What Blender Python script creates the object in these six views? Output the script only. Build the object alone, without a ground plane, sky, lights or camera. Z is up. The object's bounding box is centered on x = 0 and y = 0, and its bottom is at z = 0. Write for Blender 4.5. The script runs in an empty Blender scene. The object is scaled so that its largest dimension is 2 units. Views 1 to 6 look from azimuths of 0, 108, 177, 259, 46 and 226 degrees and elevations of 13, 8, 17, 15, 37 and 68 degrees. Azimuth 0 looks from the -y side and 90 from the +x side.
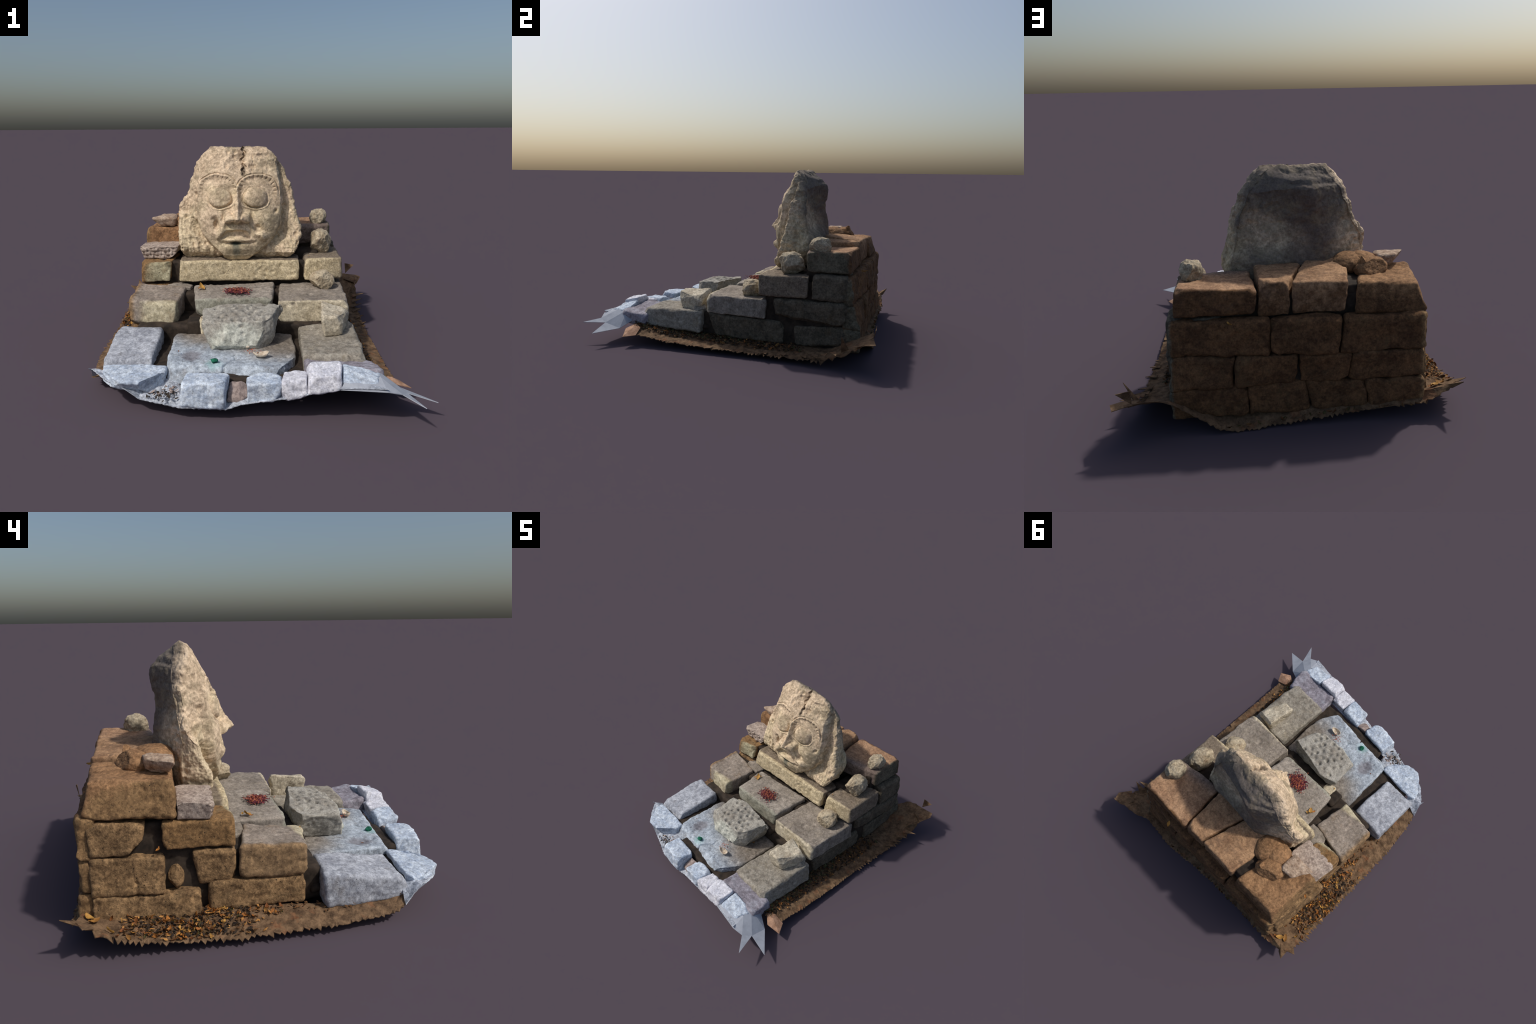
# A weathered stone shrine: carved face on a stepped, rough-block base with soil skirt and leaf litter.
import bpy, math, random
import numpy as np

random.seed(7)
RNG = np.random.default_rng(7)

# ------------------------------------------------------------------ noise
def _hash(ix, iy, iz, seed):
    h = (ix.astype(np.int64) * 374761393 + iy.astype(np.int64) * 668265263 + iz.astype(np.int64) * 2147483647 + seed * 974634777) & 0xFFFFFFFF
    h = ((h ^ (h >> 13)) * 1274126177) & 0xFFFFFFFF
    h = ((h ^ (h >> 16)) * 2246822519) & 0xFFFFFFFF
    return (h ^ (h >> 15)) & 0xFFFFFFFF

def noise(p, seed=0):
    """value-gradient noise, about -1..1"""
    i = np.floor(p).astype(np.int64)
    f = p - i
    u = f * f * f * (f * (f * 6 - 15) + 10)
    out = 0.0
    for dx in (0, 1):
        for dy in (0, 1):
            for dz in (0, 1):
                h = _hash(i[:, 0] + dx, i[:, 1] + dy, i[:, 2] + dz, seed)
                gx = (h & 1023) / 511.5 - 1
                gy = ((h >> 10) & 1023) / 511.5 - 1
                gz = ((h >> 20) & 1023) / 511.5 - 1
                d = gx * (f[:, 0] - dx) + gy * (f[:, 1] - dy) + gz * (f[:, 2] - dz)
                w = (u[:, 0] if dx else 1 - u[:, 0]) * (u[:, 1] if dy else 1 - u[:, 1]) * (u[:, 2] if dz else 1 - u[:, 2])
                out = out + w * d
    return out * 1.2

def fbm(p, octaves=3, seed=0):
    s, a, t = 0.0, 1.0, 0.0
    for o in range(octaves):
        s = s + a * noise(p * (2.03 ** o) + 17.3 * o, seed + o)
        t += a
        a *= 0.5
    return s / t * 1.4

def cells(p, seed=0):
    """distance to the nearest scattered point (Worley)"""
    i = np.floor(p).astype(np.int64)
    best = np.full(len(p), 9.0)
    for dx in (-1, 0, 1):
        for dy in (-1, 0, 1):
            for dz in (-1, 0, 1):
                c = i + np.array([dx, dy, dz])
                h = _hash(c[:, 0], c[:, 1], c[:, 2], seed)
                q = c + np.stack([(h & 1023) / 1023, ((h >> 10) & 1023) / 1023, ((h >> 20) & 1023) / 1023], 1)
                best = np.minimum(best, np.linalg.norm(q - p, axis=1))
    return best

def smooth(a, b, x):
    t = np.clip((x - a) / (b - a), 0, 1)
    return t * t * (3 - 2 * t)

# ------------------------------------------------------------------ materials
def lin(r, g, b):
    return tuple(((c / 255) / 12.92 if c / 255 <= 0.04045 else ((c / 255 + 0.055) / 1.055) ** 2.4) for c in (r, g, b)) + (1,)

class Tree:
    def __init__(self, name):
        self.mat = bpy.data.materials.new(name)
        self.mat.use_nodes = True
        self.t = self.mat.node_tree
        self.b = self.t.nodes["Principled BSDF"]
        self.co = self.t.nodes.new("ShaderNodeTexCoord").outputs["Object"]
    def new(self, kind, **props):
        n = self.t.nodes.new(kind)
        for k, v in props.items():
            setattr(n, k, v)
        return n
    def put(self, n, key, v):
        if hasattr(v, "links") or isinstance(v, bpy.types.NodeSocket):
            self.t.links.new(v, n.inputs[key])
        else:
            n.inputs[key].default_value = v
    def noise(self, scale, detail=4, rough=0.6, co=None, dist=0.0):
        n = self.new("ShaderNodeTexNoise")
        self.put(n, "Vector", co or self.co)
        for k, v in (("Scale", scale), ("Detail", detail), ("Roughness", rough), ("Distortion", dist)):
            n.inputs[k].default_value = v
        return n.outputs["Fac"]
    def voronoi(self, scale, co=None):
        n = self.new("ShaderNodeTexVoronoi")
        self.put(n, "Vector", co or self.co)
        n.inputs["Scale"].default_value = scale
        return n.outputs["Distance"]
    def ramp(self, fac, stops):
        n = self.new("ShaderNodeValToRGB")
        self.put(n, "Fac", fac)
        e = n.color_ramp.elements
        while len(e) < len(stops):
            e.new(0.5)
        for el, (pos, col) in zip(e, stops):
            el.position = pos
            el.color = col if len(col) == 4 else tuple(col) + (1,)
        return n.outputs["Color"]
    def grey(self, fac, lo, hi):
        n = self.new("ShaderNodeMapRange")
        n.interpolation_type = "SMOOTHSTEP"
        self.put(n, "Value", fac)
        n.inputs["From Min"].default_value, n.inputs["From Max"].default_value = lo, hi
        return n.outputs["Result"]
    def mix(self, fac, a, b, mode="MIX"):
        n = self.new("ShaderNodeMix", data_type="RGBA", blend_type=mode)
        self.put(n, 0, fac)
        self.put(n, 6, a)
        self.put(n, 7, b)
        return n.outputs[2]
    def math(self, op, a, b=0.0, c=0.0):
        n = self.new("ShaderNodeMath", operation=op)
        for i, v in enumerate((a, b, c)):
            self.put(n, i, v)
        return n.outputs[0]
    def axis(self, vec):
        n = self.new("ShaderNodeVectorMath", operation="DOT_PRODUCT")
        self.put(n, 0, self.co)
        n.inputs[1].default_value = vec
        return n.outputs["Value"]
    def spot(self, centre, radii):
        """1 inside an ellipsoid around centre, 0 outside, noisy edge"""
        n = self.new("ShaderNodeVectorMath", operation="SUBTRACT")
        self.put(n, 0, self.co)
        n.inputs[1].default_value = centre
        m = self.new("ShaderNodeVectorMath", operation="DIVIDE")
        self.put(m, 0, n.outputs[0])
        m.inputs[1].default_value = radii
        l = self.new("ShaderNodeVectorMath", operation="LENGTH")
        self.put(l, 0, m.outputs[0])
        d = self.math("ADD", l.outputs["Value"], self.math("MULTIPLY", self.noise(40, 3), 0.8))
        return self.grey(d, 1.7, 0.9)
    def finish(self, colour, rough=0.9, height=None, bump=0.4, dist=0.004):
        self.put(self.b, "Base Color", colour)
        self.put(self.b, "Roughness", rough)
        self.b.inputs["Specular IOR Level"].default_value = 0.25
        if height is not None:
            n = self.new("ShaderNodeBump")
            n.inputs["Strength"].default_value = bump
            n.inputs["Distance"].default_value = dist
            self.put(n, "Height", height)
            self.put(self.b, "Normal", n.outputs[0])
        return self.mat

def stone_material(name, light, dark, stain=None, blend=None, wander=0.28, pits=0.5, grain=95, spots=(), patch=7, bump=0.5):
    """mottled rough stone: light/dark mottling, stain patches, dark pin-holes;
    blend = (direction, start, end, light2, dark2) drifts to a second colour pair along a direction"""
    t = Tree(name)
    m = t.grey(t.math("ADD", t.math("MULTIPLY", t.noise(patch, 6, 0.7, dist=0.3), 0.45), t.math("MULTIPLY", t.noise(patch * 3.3 + 12, 6, 0.75), 0.55)), 0.36, 0.66)
    col = t.mix(m, dark, light)
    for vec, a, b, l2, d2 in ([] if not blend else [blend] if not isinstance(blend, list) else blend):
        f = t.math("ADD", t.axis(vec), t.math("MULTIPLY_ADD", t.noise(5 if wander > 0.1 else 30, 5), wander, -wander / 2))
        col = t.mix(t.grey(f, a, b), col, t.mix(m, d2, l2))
    g = t.noise(grain, 5, 0.75)
    col = t.mix(1.0, col, t.ramp(g, [(0.28, (0.55, 0.55, 0.55)), (0.5, (1, 1, 1)), (0.72, (1.35, 1.35, 1.35))]), "MULTIPLY")
    if stain:
        col = t.mix(t.math("MULTIPLY", t.grey(t.noise(11, 6, 0.7), 0.52, 0.72), 0.55), col, stain)
    g2 = t.noise(38, 6, 0.8)
    col = t.mix(1.0, col, t.ramp(g2, [(0.3, (0.62, 0.61, 0.6)), (0.5, (1, 1, 1)), (0.7, (1.2, 1.2, 1.18))]), "MULTIPLY")
    hole = t.math("MULTIPLY", t.grey(t.voronoi(58), 0.2, 0.08), t.grey(t.noise(9, 3), 0.5, 0.62))
    col = t.mix(t.math("MULTIPLY", hole, pits), col, (0.03, 0.026, 0.022, 1))
    for centre, radii, colour, amount in spots:
        col = t.mix(t.math("MULTIPLY", t.spot(centre, radii), amount), col, colour)
    h = t.math("ADD", t.math("MULTIPLY", g, 0.6), t.math("ADD", t.math("MULTIPLY", g2, 1.0), t.math("MULTIPLY", hole, -0.6)))
    return t.finish(col, 0.92, h, bump, 0.007)

def plain_material(name, light, dark, scale=30, rough=0.85, bump=0.3):
    t = Tree(name)
    n = t.noise(scale, 5, 0.7)
    return t.finish(t.mix(t.grey(n, 0.3, 0.7), dark, light), rough, n, bump)

def leaf_material(name, a, b, c):
    t = Tree(name)
    info = t.new("ShaderNodeObjectInfo")
    base = t.ramp(info.outputs["Random"], [(0.0, a), (0.5, b), (1.0, c)])
    n = t.noise(60, 4)
    col = t.mix(1.0, base, t.ramp(n, [(0.3, (0.55, 0.5, 0.5)), (0.7, (1.15, 1.1, 1.0))]), "MULTIPLY")
    return t.finish(col, 0.7, n, 0.3, 0.002)

MAT = {}
MAT["kerb_blue"] = stone_material("pale_blue_kerb_stone", lin(222, 231, 240), lin(158, 172, 192), lin(116, 122, 138), patch=16, pits=0.4)
MAT["kerb_white"] = stone_material("whitish_kerb_stone", lin(236, 236, 242), lin(184, 186, 198), lin(150, 150, 160), patch=16, pits=0.3)
MAT["slab_blue"] = stone_material("blue_grey_slab_stone", lin(190, 194, 202), lin(132, 136, 146), lin(104, 98, 94), wander=0.2, blend=((0.2, 1, 0), -0.36, -0.16, lin(160, 155, 150), lin(116, 110, 104)))
MAT["slab_front"] = stone_material("front_slab_stone", lin(198, 208, 218), lin(140, 149, 160), lin(116, 108, 102), blend=((0.5, 1, 0), -0.62, -0.32, lin(150, 141, 130), lin(108, 99, 88)),
    spots=[((-0.143, -0.62, 0.19), (0.045, 0.05, 0.05), lin(140, 186, 184), 0.45), ((-0.267, -0.511, 0.17), (0.05, 0.07, 0.05), lin(112, 106, 110), 0.7)])
MAT["slab_tan"] = stone_material("grey_tan_slab_stone", lin(170, 164, 152), lin(122, 115, 104), lin(136, 124, 100))
MAT["purple"] = stone_material("purple_grey_rubble_stone", lin(170, 165, 174), lin(118, 112, 120), lin(190, 195, 205))
FRONT_L, FRONT_D = lin(226, 214, 188), lin(168, 156, 132)  # step fronts lightened: sun on the front faces painted into the stone
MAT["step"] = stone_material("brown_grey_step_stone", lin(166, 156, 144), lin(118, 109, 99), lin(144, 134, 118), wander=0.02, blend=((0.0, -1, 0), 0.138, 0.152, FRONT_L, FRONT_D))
MAT["step_mid"] = stone_material("middle_step_stone", lin(170, 161, 150), lin(122, 114, 105), lin(144, 134, 118), wander=0.02, blend=((0, -1, 0), 0.095, 0.115, lin(170, 168, 154), lin(124, 122, 108)))
MAT["step_left"] = stone_material("left_step_stone", lin(166, 154, 142), lin(114, 104, 94), lin(140, 118, 92), wander=0.03, blend=[((-1, 0, 0), 0.615, 0.65, lin(168, 138, 102), lin(98, 78, 58)), ((0.16, -1, 0), 0.026, 0.055, lin(216, 206, 178), lin(156, 146, 120))])
MAT["bar"] = stone_material("yellow_tan_bar_stone", lin(150, 136, 118), lin(104, 92, 80), lin(136, 124, 100), patch=26, pits=0.7, wander=0.02, blend=((0, -1, 0), -0.218, -0.195, lin(226, 210, 176), lin(158, 142, 112)))  # bar's front tint brightened to match its sunlit face
MAT["pock"] = stone_material("greenish_grey_stone", lin(182, 178, 168), lin(130, 126, 118), lin(146, 136, 122), wander=0.02, blend=((0, -1, 0), 0.435, 0.455, lin(216, 217, 205), lin(168, 169, 158)))  # paler front colour bakes in the sun striking the boulder's front
MAT["pebble"] = stone_material("tan_loose_stone", lin(204, 190, 164), lin(142, 128, 106), lin(128, 100, 74), patch=14)
MAT["pebble_brown"] = stone_material("brown_loose_stone", lin(200, 178, 156), lin(132, 106, 86), lin(206, 198, 188), patch=12)
MAT["lintel"] = stone_material("pinkish_carved_lintel_stone", lin(200, 184, 170), lin(136, 120, 110), lin(96, 78, 68), patch=18)
MAT["ochre"] = stone_material("ochre_wall_stone", lin(176, 142, 102), lin(90, 69, 48), lin(118, 98, 72), patch=13, pits=0.9, bump=1.0)
MAT["ochre_grey"] = stone_material("ochre_front_wall_stone", lin(164, 128, 86), lin(104, 80, 54), lin(150, 130, 98), patch=12, pits=0.9, bump=0.7, wander=0.02, blend=((0.25, -1, 0), -0.345, -0.325, lin(210, 202, 170), lin(152, 144, 116)))
BACK_L, BACK_D = lin(130, 95, 64), lin(78, 55, 37)  # darker brown colour pair for the rear faces
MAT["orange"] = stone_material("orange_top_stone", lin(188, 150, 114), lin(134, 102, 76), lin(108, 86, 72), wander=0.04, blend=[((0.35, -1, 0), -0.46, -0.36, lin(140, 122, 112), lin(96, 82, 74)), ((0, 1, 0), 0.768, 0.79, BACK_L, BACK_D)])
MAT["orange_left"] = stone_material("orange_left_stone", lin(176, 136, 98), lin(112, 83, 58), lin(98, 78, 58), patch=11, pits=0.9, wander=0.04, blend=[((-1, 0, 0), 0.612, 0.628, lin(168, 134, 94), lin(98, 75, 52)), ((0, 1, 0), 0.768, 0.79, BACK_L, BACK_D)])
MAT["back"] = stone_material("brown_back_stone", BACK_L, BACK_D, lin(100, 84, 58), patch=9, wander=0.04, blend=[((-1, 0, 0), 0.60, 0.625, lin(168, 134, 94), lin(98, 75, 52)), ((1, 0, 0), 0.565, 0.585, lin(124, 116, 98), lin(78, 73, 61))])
MAT["side"] = stone_material("olive_grey_side_stone", lin(120, 110, 94), lin(74, 68, 58), lin(104, 86, 62), patch=12, bump=0.7)
MAT["earth"] = plain_material("dark_joint_earth", lin(66, 56, 47), lin(36, 31, 27), 22)  # dark fill seen in the gaps between the blocks
MAT["fan"] = plain_material("pale_grey_rim_stone", lin(176, 181, 190), lin(150, 155, 165), 8, bump=0.05)
MAT["apron"] = stone_material("pale_bedding_mortar", lin(208, 214, 224), lin(136, 142, 152), lin(96, 86, 82), patch=16)

def soil_material():
    t = Tree("brown_soil")
    n = t.noise(26, 6, 0.7)
    col = t.mix(t.grey(n, 0.3, 0.7), lin(78, 60, 44), lin(132, 106, 80))
    col = t.mix(t.grey(t.noise(75, 5, 0.8), 0.55, 0.7), col, lin(60, 40, 26))
    col = t.mix(t.math("MULTIPLY", t.grey(t.noise(14, 3), 0.56, 0.68), 0.3), col, lin(150, 94, 60))
    return t.finish(col, 0.95, n, 0.6, 0.01)
MAT["soil"] = soil_material()
MAT["dead_leaf"] = leaf_material("dead_leaf", lin(178, 120, 58), lin(120, 74, 40), lin(202, 160, 84))
MAT["dark_leaf"] = leaf_material("damp_leaf", lin(92, 62, 36), lin(70, 72, 40), lin(126, 78, 44))
MAT["petal"] = leaf_material("dried_petal", lin(150, 52, 74), lin(196, 104, 66), lin(96, 36, 52))
MAT["peach"] = plain_material("peach_paper_scrap", lin(196, 156, 128), lin(136, 100, 76), 20)
MAT["green"] = plain_material("green_bottle_scrap", lin(40, 118, 92), lin(22, 78, 62), 60)
MAT["shell"] = plain_material("white_husk", lin(216, 206, 190), lin(168, 150, 128), 60)
MAT["brick"] = plain_material("brick_scrap", lin(172, 156, 148), lin(116, 102, 98), 50)

HEAD_SPOTS = [((-0.055, 0.185, 0.57), (0.026, 0.05, 0.055), lin(104, 106, 94), 0.75), ((-0.058, 0.18, 0.607), (0.035, 0.04, 0.012), lin(60, 66, 58), 0.9),
              ((-0.01, 0.27, 1.03), (0.016, 0.06, 0.05), lin(72, 62, 54), 0.8), ((-0.02, 0.29, 1.14), (0.03, 0.06, 0.05), lin(132, 112, 92), 0.7),
              ((0.186, 0.27, 0.798), (0.012, 0.04, 0.014), lin(50, 46, 44), 0.9)]
def head_material():
    t = Tree("carved_head_stone")
    m = t.grey(t.math("ADD", t.math("MULTIPLY", t.noise(13, 6, 0.7, dist=0.4), 0.4), t.math("MULTIPLY", t.noise(52, 6, 0.75), 0.6)), 0.36, 0.64)
    col = t.mix(m, lin(164, 144, 120), lin(238, 214, 184))
    low = t.math("ADD", t.noise(6, 5), t.math("MULTIPLY", t.axis((0.6, 0, -1)), 0.25))
    col = t.mix(t.math("MULTIPLY", t.grey(low, 0.18, 0.5), 0.7), col, t.mix(m, lin(156, 142, 112), lin(228, 213, 176)))
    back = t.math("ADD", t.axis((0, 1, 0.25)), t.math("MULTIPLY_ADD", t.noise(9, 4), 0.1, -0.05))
    col = t.mix(t.grey(back, 0.60, 0.68), col, t.mix(m, lin(92, 85, 80), lin(122, 113, 105)))  # rear of the head in a darker grey
    col = t.mix(t.math("MULTIPLY", t.grey(t.noise(9, 6, 0.75, dist=0.6), 0.46, 0.66), 0.7), col, lin(146, 133, 110))
    col = t.mix(t.math("MULTIPLY", t.grey(t.noise(23, 6, 0.8), 0.56, 0.7), 0.5), col, lin(112, 100, 84))
    red = t.math("MULTIPLY", t.spot((-0.1, 0.5, 0.85), (0.16, 0.1, 0.25)), 0.25)
    col = t.mix(red, col, lin(112, 82, 66))
    g = t.noise(110, 5, 0.75)
    g2 = t.noise(40, 6, 0.8)
    col = t.mix(1.0, col, t.ramp(g, [(0.25, (0.72, 0.72, 0.72)), (0.5, (1, 1, 1)), (0.75, (1.2, 1.2, 1.2))]), "MULTIPLY")
    col = t.mix(1.0, col, t.ramp(g2, [(0.3, (0.74, 0.73, 0.7)), (0.5, (1, 1, 1)), (0.7, (1.12, 1.12, 1.1))]), "MULTIPLY")
    hole = t.math("MULTIPLY", t.grey(t.voronoi(62), 0.2, 0.08), t.grey(t.noise(10, 3), 0.5, 0.62))
    col = t.mix(t.math("MULTIPLY", hole, 0.6), col, lin(70, 60, 52))
    for c, r, colour, amount in HEAD_SPOTS:
        col = t.mix(t.math("MULTIPLY", t.spot(c, r), amount), col, colour)
    h = t.math("ADD", t.math("MULTIPLY", g, 0.5), t.math("ADD", g2, t.math("MULTIPLY", hole, -0.6)))
    return t.finish(col, 0.92, h, 0.4, 0.006)
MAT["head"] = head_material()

# ------------------------------------------------------------------ objects
ROOT = bpy.data.objects.new("stone_shrine", None)
bpy.context.scene.collection.objects.link(ROOT)
ROOT["label"] = "weathered stone shrine with carved face on stepped rough blocks"
ROOT["category"] = "stone shrine"

def add_mesh(name, verts, faces, mat, parent=None, is_smooth=True):
    me = bpy.data.meshes.new(name)
    me.from_pydata(np.asarray(verts).tolist(), [], [list(map(int, f)) for f in faces])
    me.materials.append(MAT[mat])
    if is_smooth:
        me.polygons.foreach_set("use_smooth", np.ones(len(me.polygons), dtype=bool))
    me.update()
    ob = bpy.data.objects.new(name, me)
    bpy.context.scene.collection.objects.link(ob)
    ob.parent = parent or ROOT
    return ob

def normals_of(v, quads):
    q = np.asarray(quads)
    fn = np.cross(v[q[:, 2]] - v[q[:, 0]], v[q[:, 3]] - v[q[:, 1]])
    n = np.zeros_like(v)
    for k in range(4):
        np.add.at(n, q[:, k], fn)
    return n / (np.linalg.norm(n, axis=1, keepdims=True) + 1e-12)

def box_grid(nx, ny, nz):
    """surface lattice of a box: integer points and outward quads, shared vertices"""
    quads = []
    def code(i, j, k):
        return (i * (ny + 1) + j) * (nz + 1) + k
    def face(a, b, fn, flip):
        A, B = np.meshgrid(np.arange(a), np.arange(b), indexing="ij")
        A, B = A.ravel(), B.ravel()
        c = [fn(A, B), fn(A + 1, B), fn(A + 1, B + 1), fn(A, B + 1)]
        quads.append(np.stack(c[::-1] if flip else c, 1))
    z0, x0, y0 = (lambda i: np.zeros_like(i)), None, None
    face(nx, ny, lambda i, j: code(i, j, 0 * i), True)
    face(nx, ny, lambda i, j: code(i, j, 0 * i + nz), False)
    face(ny, nz, lambda j, k: code(0 * j, j, k), True)
    face(ny, nz, lambda j, k: code(0 * j + nx, j, k), False)
    face(nx, nz, lambda i, k: code(i, 0 * i, k), False)
    face(nx, nz, lambda i, k: code(i, 0 * i + ny, k), True)
    q = np.concatenate(quads)
    codes, inv = np.unique(q, return_inverse=True)
    k = codes % (nz + 1)
    j = (codes // (nz + 1)) % (ny + 1)
    i = codes // ((nz + 1) * (ny + 1))
    return np.stack([i / nx, j / ny, k / nz], 1).astype(float), inv.reshape(q.shape)

def cut(v, point, normal, seed=0, rough=0.003):
    """break off what lies beyond a plane; the broken face stays a little uneven"""
    n = np.array(normal, float)
    n /= np.linalg.norm(n)
    d = (v - np.array(point)) @ n
    d = d + rough * fbm(v * 25, 2, seed + 90)
    return v - np.outer(np.maximum(d, 0), n)

SEED = [100]
def rough_up(v, quads, seed, lump, mid, pit):
    n = normals_of(v, quads)
    h = lump * fbm(v * 6.5, 2, seed) + mid * fbm(v * 24, 3, seed + 5)
    hollow = np.clip(0.42 - cells(v * 26, seed + 9), 0, 1) * smooth(0.0, 0.5, noise(v * 9, seed + 11))
    h = h - pit * hollow * 2.4
    return v + n * h[:, None]

def block(name, mat, top, bottom, r=0.016, lump=0.008, mid=0.0055, pit=0.011, chips=5, cuts=(), cell=0.0075, carve=None):
    """a rough stone block from its eight corners (order: front-left, front-right, back-right, back-left)"""
    SEED[0] += 1
    seed = SEED[0]
    rng = np.random.default_rng(seed)
    T = np.array(top, float)
    if np.isscalar(bottom):
        B = T.copy()
        B[:, 2] = bottom
    else:
        B = np.array(bottom, float)
    dx = (np.linalg.norm(T[1] - T[0]) + np.linalg.norm(T[2] - T[3])) / 2
    dy = (np.linalg.norm(T[3] - T[0]) + np.linalg.norm(T[2] - T[1])) / 2
    dz = float(np.mean(np.linalg.norm(T - B, axis=1)))
    s = np.array([dx, dy, dz])
    u, quads = box_grid(*[max(4, int(math.ceil(x / cell))) for x in s])
    p = (u - 0.5) * s
    rr = np.clip(0.85 * r * (1 + 1.3 * fbm(p * 10, 3, seed + 3)), 0.004, s.min() * 0.45)[:, None]
    lim = s / 2 - rr
    q = np.clip(p, -lim, lim)
    d = p - q
    l = np.linalg.norm(d, axis=1, keepdims=True)
    p = q + np.where(l > 1e-9, d / np.maximum(l, 1e-9) * rr, d)
    u = p / s + 0.5
    a, b, c = u[:, 0:1], u[:, 1:2], u[:, 2:3]
    def quad(Q):
        return (1 - a) * (1 - b) * Q[0] + a * (1 - b) * Q[1] + a * b * Q[2] + (1 - a) * b * Q[3]
    v = quad(B) * (1 - c) + quad(T) * c
    mid_pt = (T.mean(0) + B.mean(0)) / 2
    allc = np.concatenate([T, T, B])
    for k in range(chips):
        corner = allc[rng.integers(0, len(allc))]
        sgn = np.sign(corner - mid_pt)
        nrm = sgn * rng.uniform(0.25, 1.0, 3)
        nrm /= np.linalg.norm(nrm)
        v = cut(v, corner - nrm * rng.uniform(0.010, 0.026), nrm, seed + k)
    for point, nrm in cuts:
        v = cut(v, point, nrm, seed)
    v = rough_up(v, quads, seed, lump, mid, pit)
    if carve is not None:
        v = carve(v, quads)
    return add_mesh(name, v, quads, mat)

def boulder(name, mat, centre, radii, turn=0.0, facets=7, depth=(0.68, 0.92), lump=0.06, cuts=(), n=26, flat=None, tilt=0.0):
    """a loose stone: an ellipsoid broken by random flat faces"""
    SEED[0] += 1
    seed = SEED[0]
    rng = np.random.default_rng(seed)
    u, quads = box_grid(n, n, n)
    p = u * 2 - 1
    p = np.tan(p * math.pi / 4)
    p /= np.linalg.norm(p, axis=1, keepdims=True)
    for k in range(facets):
        nrm = rng.normal(0, 1, 3)
        nrm /= np.linalg.norm(nrm)
        p = cut(p, nrm * rng.uniform(*depth), nrm, seed + k, 0.04)
    p = p * (1 + lump * fbm(p * 2.2, 3, seed))[:, None]
    R = np.array(radii)
    v = p * R
    ct, st = math.cos(tilt), math.sin(tilt)
    v = v @ np.array([[ct, 0, st], [0, 1, 0], [-st, 0, ct]]).T
    c, s_ = math.cos(turn), math.sin(turn)
    v = v @ np.array([[c, -s_, 0], [s_, c, 0], [0, 0, 1]]).T + np.array(centre)
    for point, nrm in cuts:
        v = cut(v, point, nrm, seed)
    if flat is not None:
        v[:, 2] = np.maximum(v[:, 2], flat)
    nn = normals_of(v, quads)
    v = v + nn * (0.0022 * fbm(v * 45, 3, seed))[:, None]
    return add_mesh(name, v, quads, mat)

# ------------------------------------------------------------------ front kerb
block("kerb_stone", "kerb_blue", [(-0.66, -0.78, 0.160), (-0.37, -0.79, 0.148), (-0.365, -0.60, 0.164), (-0.69, -0.58, 0.166)],
      [(-0.68, -0.74, 0.125), (-0.40, -0.75, 0.075), (-0.38, -0.62, 0.075), (-0.68, -0.59, 0.10)], r=0.022, lump=0.012,
      cuts=[((-0.46, -0.755, 0.15), (0.70, -0.71, -0.1)), ((-0.645, -0.695, 0.15), (-0.74, -0.67, 0.1)), ((-0.36, -0.64, 0.12), (0.8, -0.2, -0.45))])
block("kerb_stone", "kerb_blue", [(-0.282, -0.838, 0.175), (-0.085, -0.862, 0.183), (-0.058, -0.728, 0.178), (-0.265, -0.705, 0.174)],
      [(-0.29, -0.848, 0.062), (-0.080, -0.858, 0.055), (-0.065, -0.74, 0.07), (-0.27, -0.72, 0.07)], r=0.014, lump=0.006)
block("kerb_stone", "kerb_blue", [(0.018, -0.857, 0.176), (0.172, -0.866, 0.194), (0.182, -0.742, 0.188), (0.016, -0.735, 0.178)],
      [(0.015, -0.845, 0.078), (0.172, -0.868, 0.098), (0.18, -0.75, 0.10), (0.02, -0.74, 0.09)], r=0.011)
block("kerb_stone", "kerb_white", [(0.176, -0.866, 0.194), (0.285, -0.866, 0.212), (0.30, -0.745, 0.205), (0.186, -0.742, 0.189)],
      [(0.176, -0.866, 0.10), (0.285, -0.88, 0.125), (0.29, -0.75, 0.12), (0.19, -0.75, 0.10)], r=0.010)
block("kerb_stone", "kerb_white", [(0.294, -0.882, 0.231), (0.437, -0.884, 0.228), (0.453, -0.760, 0.254), (0.294, -0.762, 0.246)],
      [(0.285, -0.885, 0.135), (0.437, -0.893, 0.165), (0.45, -0.77, 0.15), (0.29, -0.77, 0.13)], r=0.014)
block("kerb_stone", "kerb_blue", [(0.444, -0.875, 0.208), (0.62, -0.855, 0.195), (0.625, -0.755, 0.207), (0.456, -0.752, 0.233)],
      [(0.442, -0.893, 0.165), (0.625, -0.91, 0.165), (0.63, -0.76, 0.14), (0.46, -0.76, 0.15)], r=0.014)
block("rubble_slab", "purple", [(0.30, -0.765, 0.212), (0.650, -0.77, 0.200), (0.640, -0.60, 0.175), (0.29, -0.60, 0.198)], 0.11, r=0.02, lump=0.012)

# ------------------------------------------------------------------ lower step slabs
block("paving_slab", "slab_blue", [(-0.698, -0.552, 0.170), (-0.455, -0.55, 0.180), (-0.447, -0.20, 0.220), (-0.698, -0.185, 0.217)],
      [(-0.70, -0.598, 0.075), (-0.455, -0.600, 0.080), (-0.45, -0.20, 0.07), (-0.698, -0.20, 0.05)], r=0.02, lump=0.008)

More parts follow.
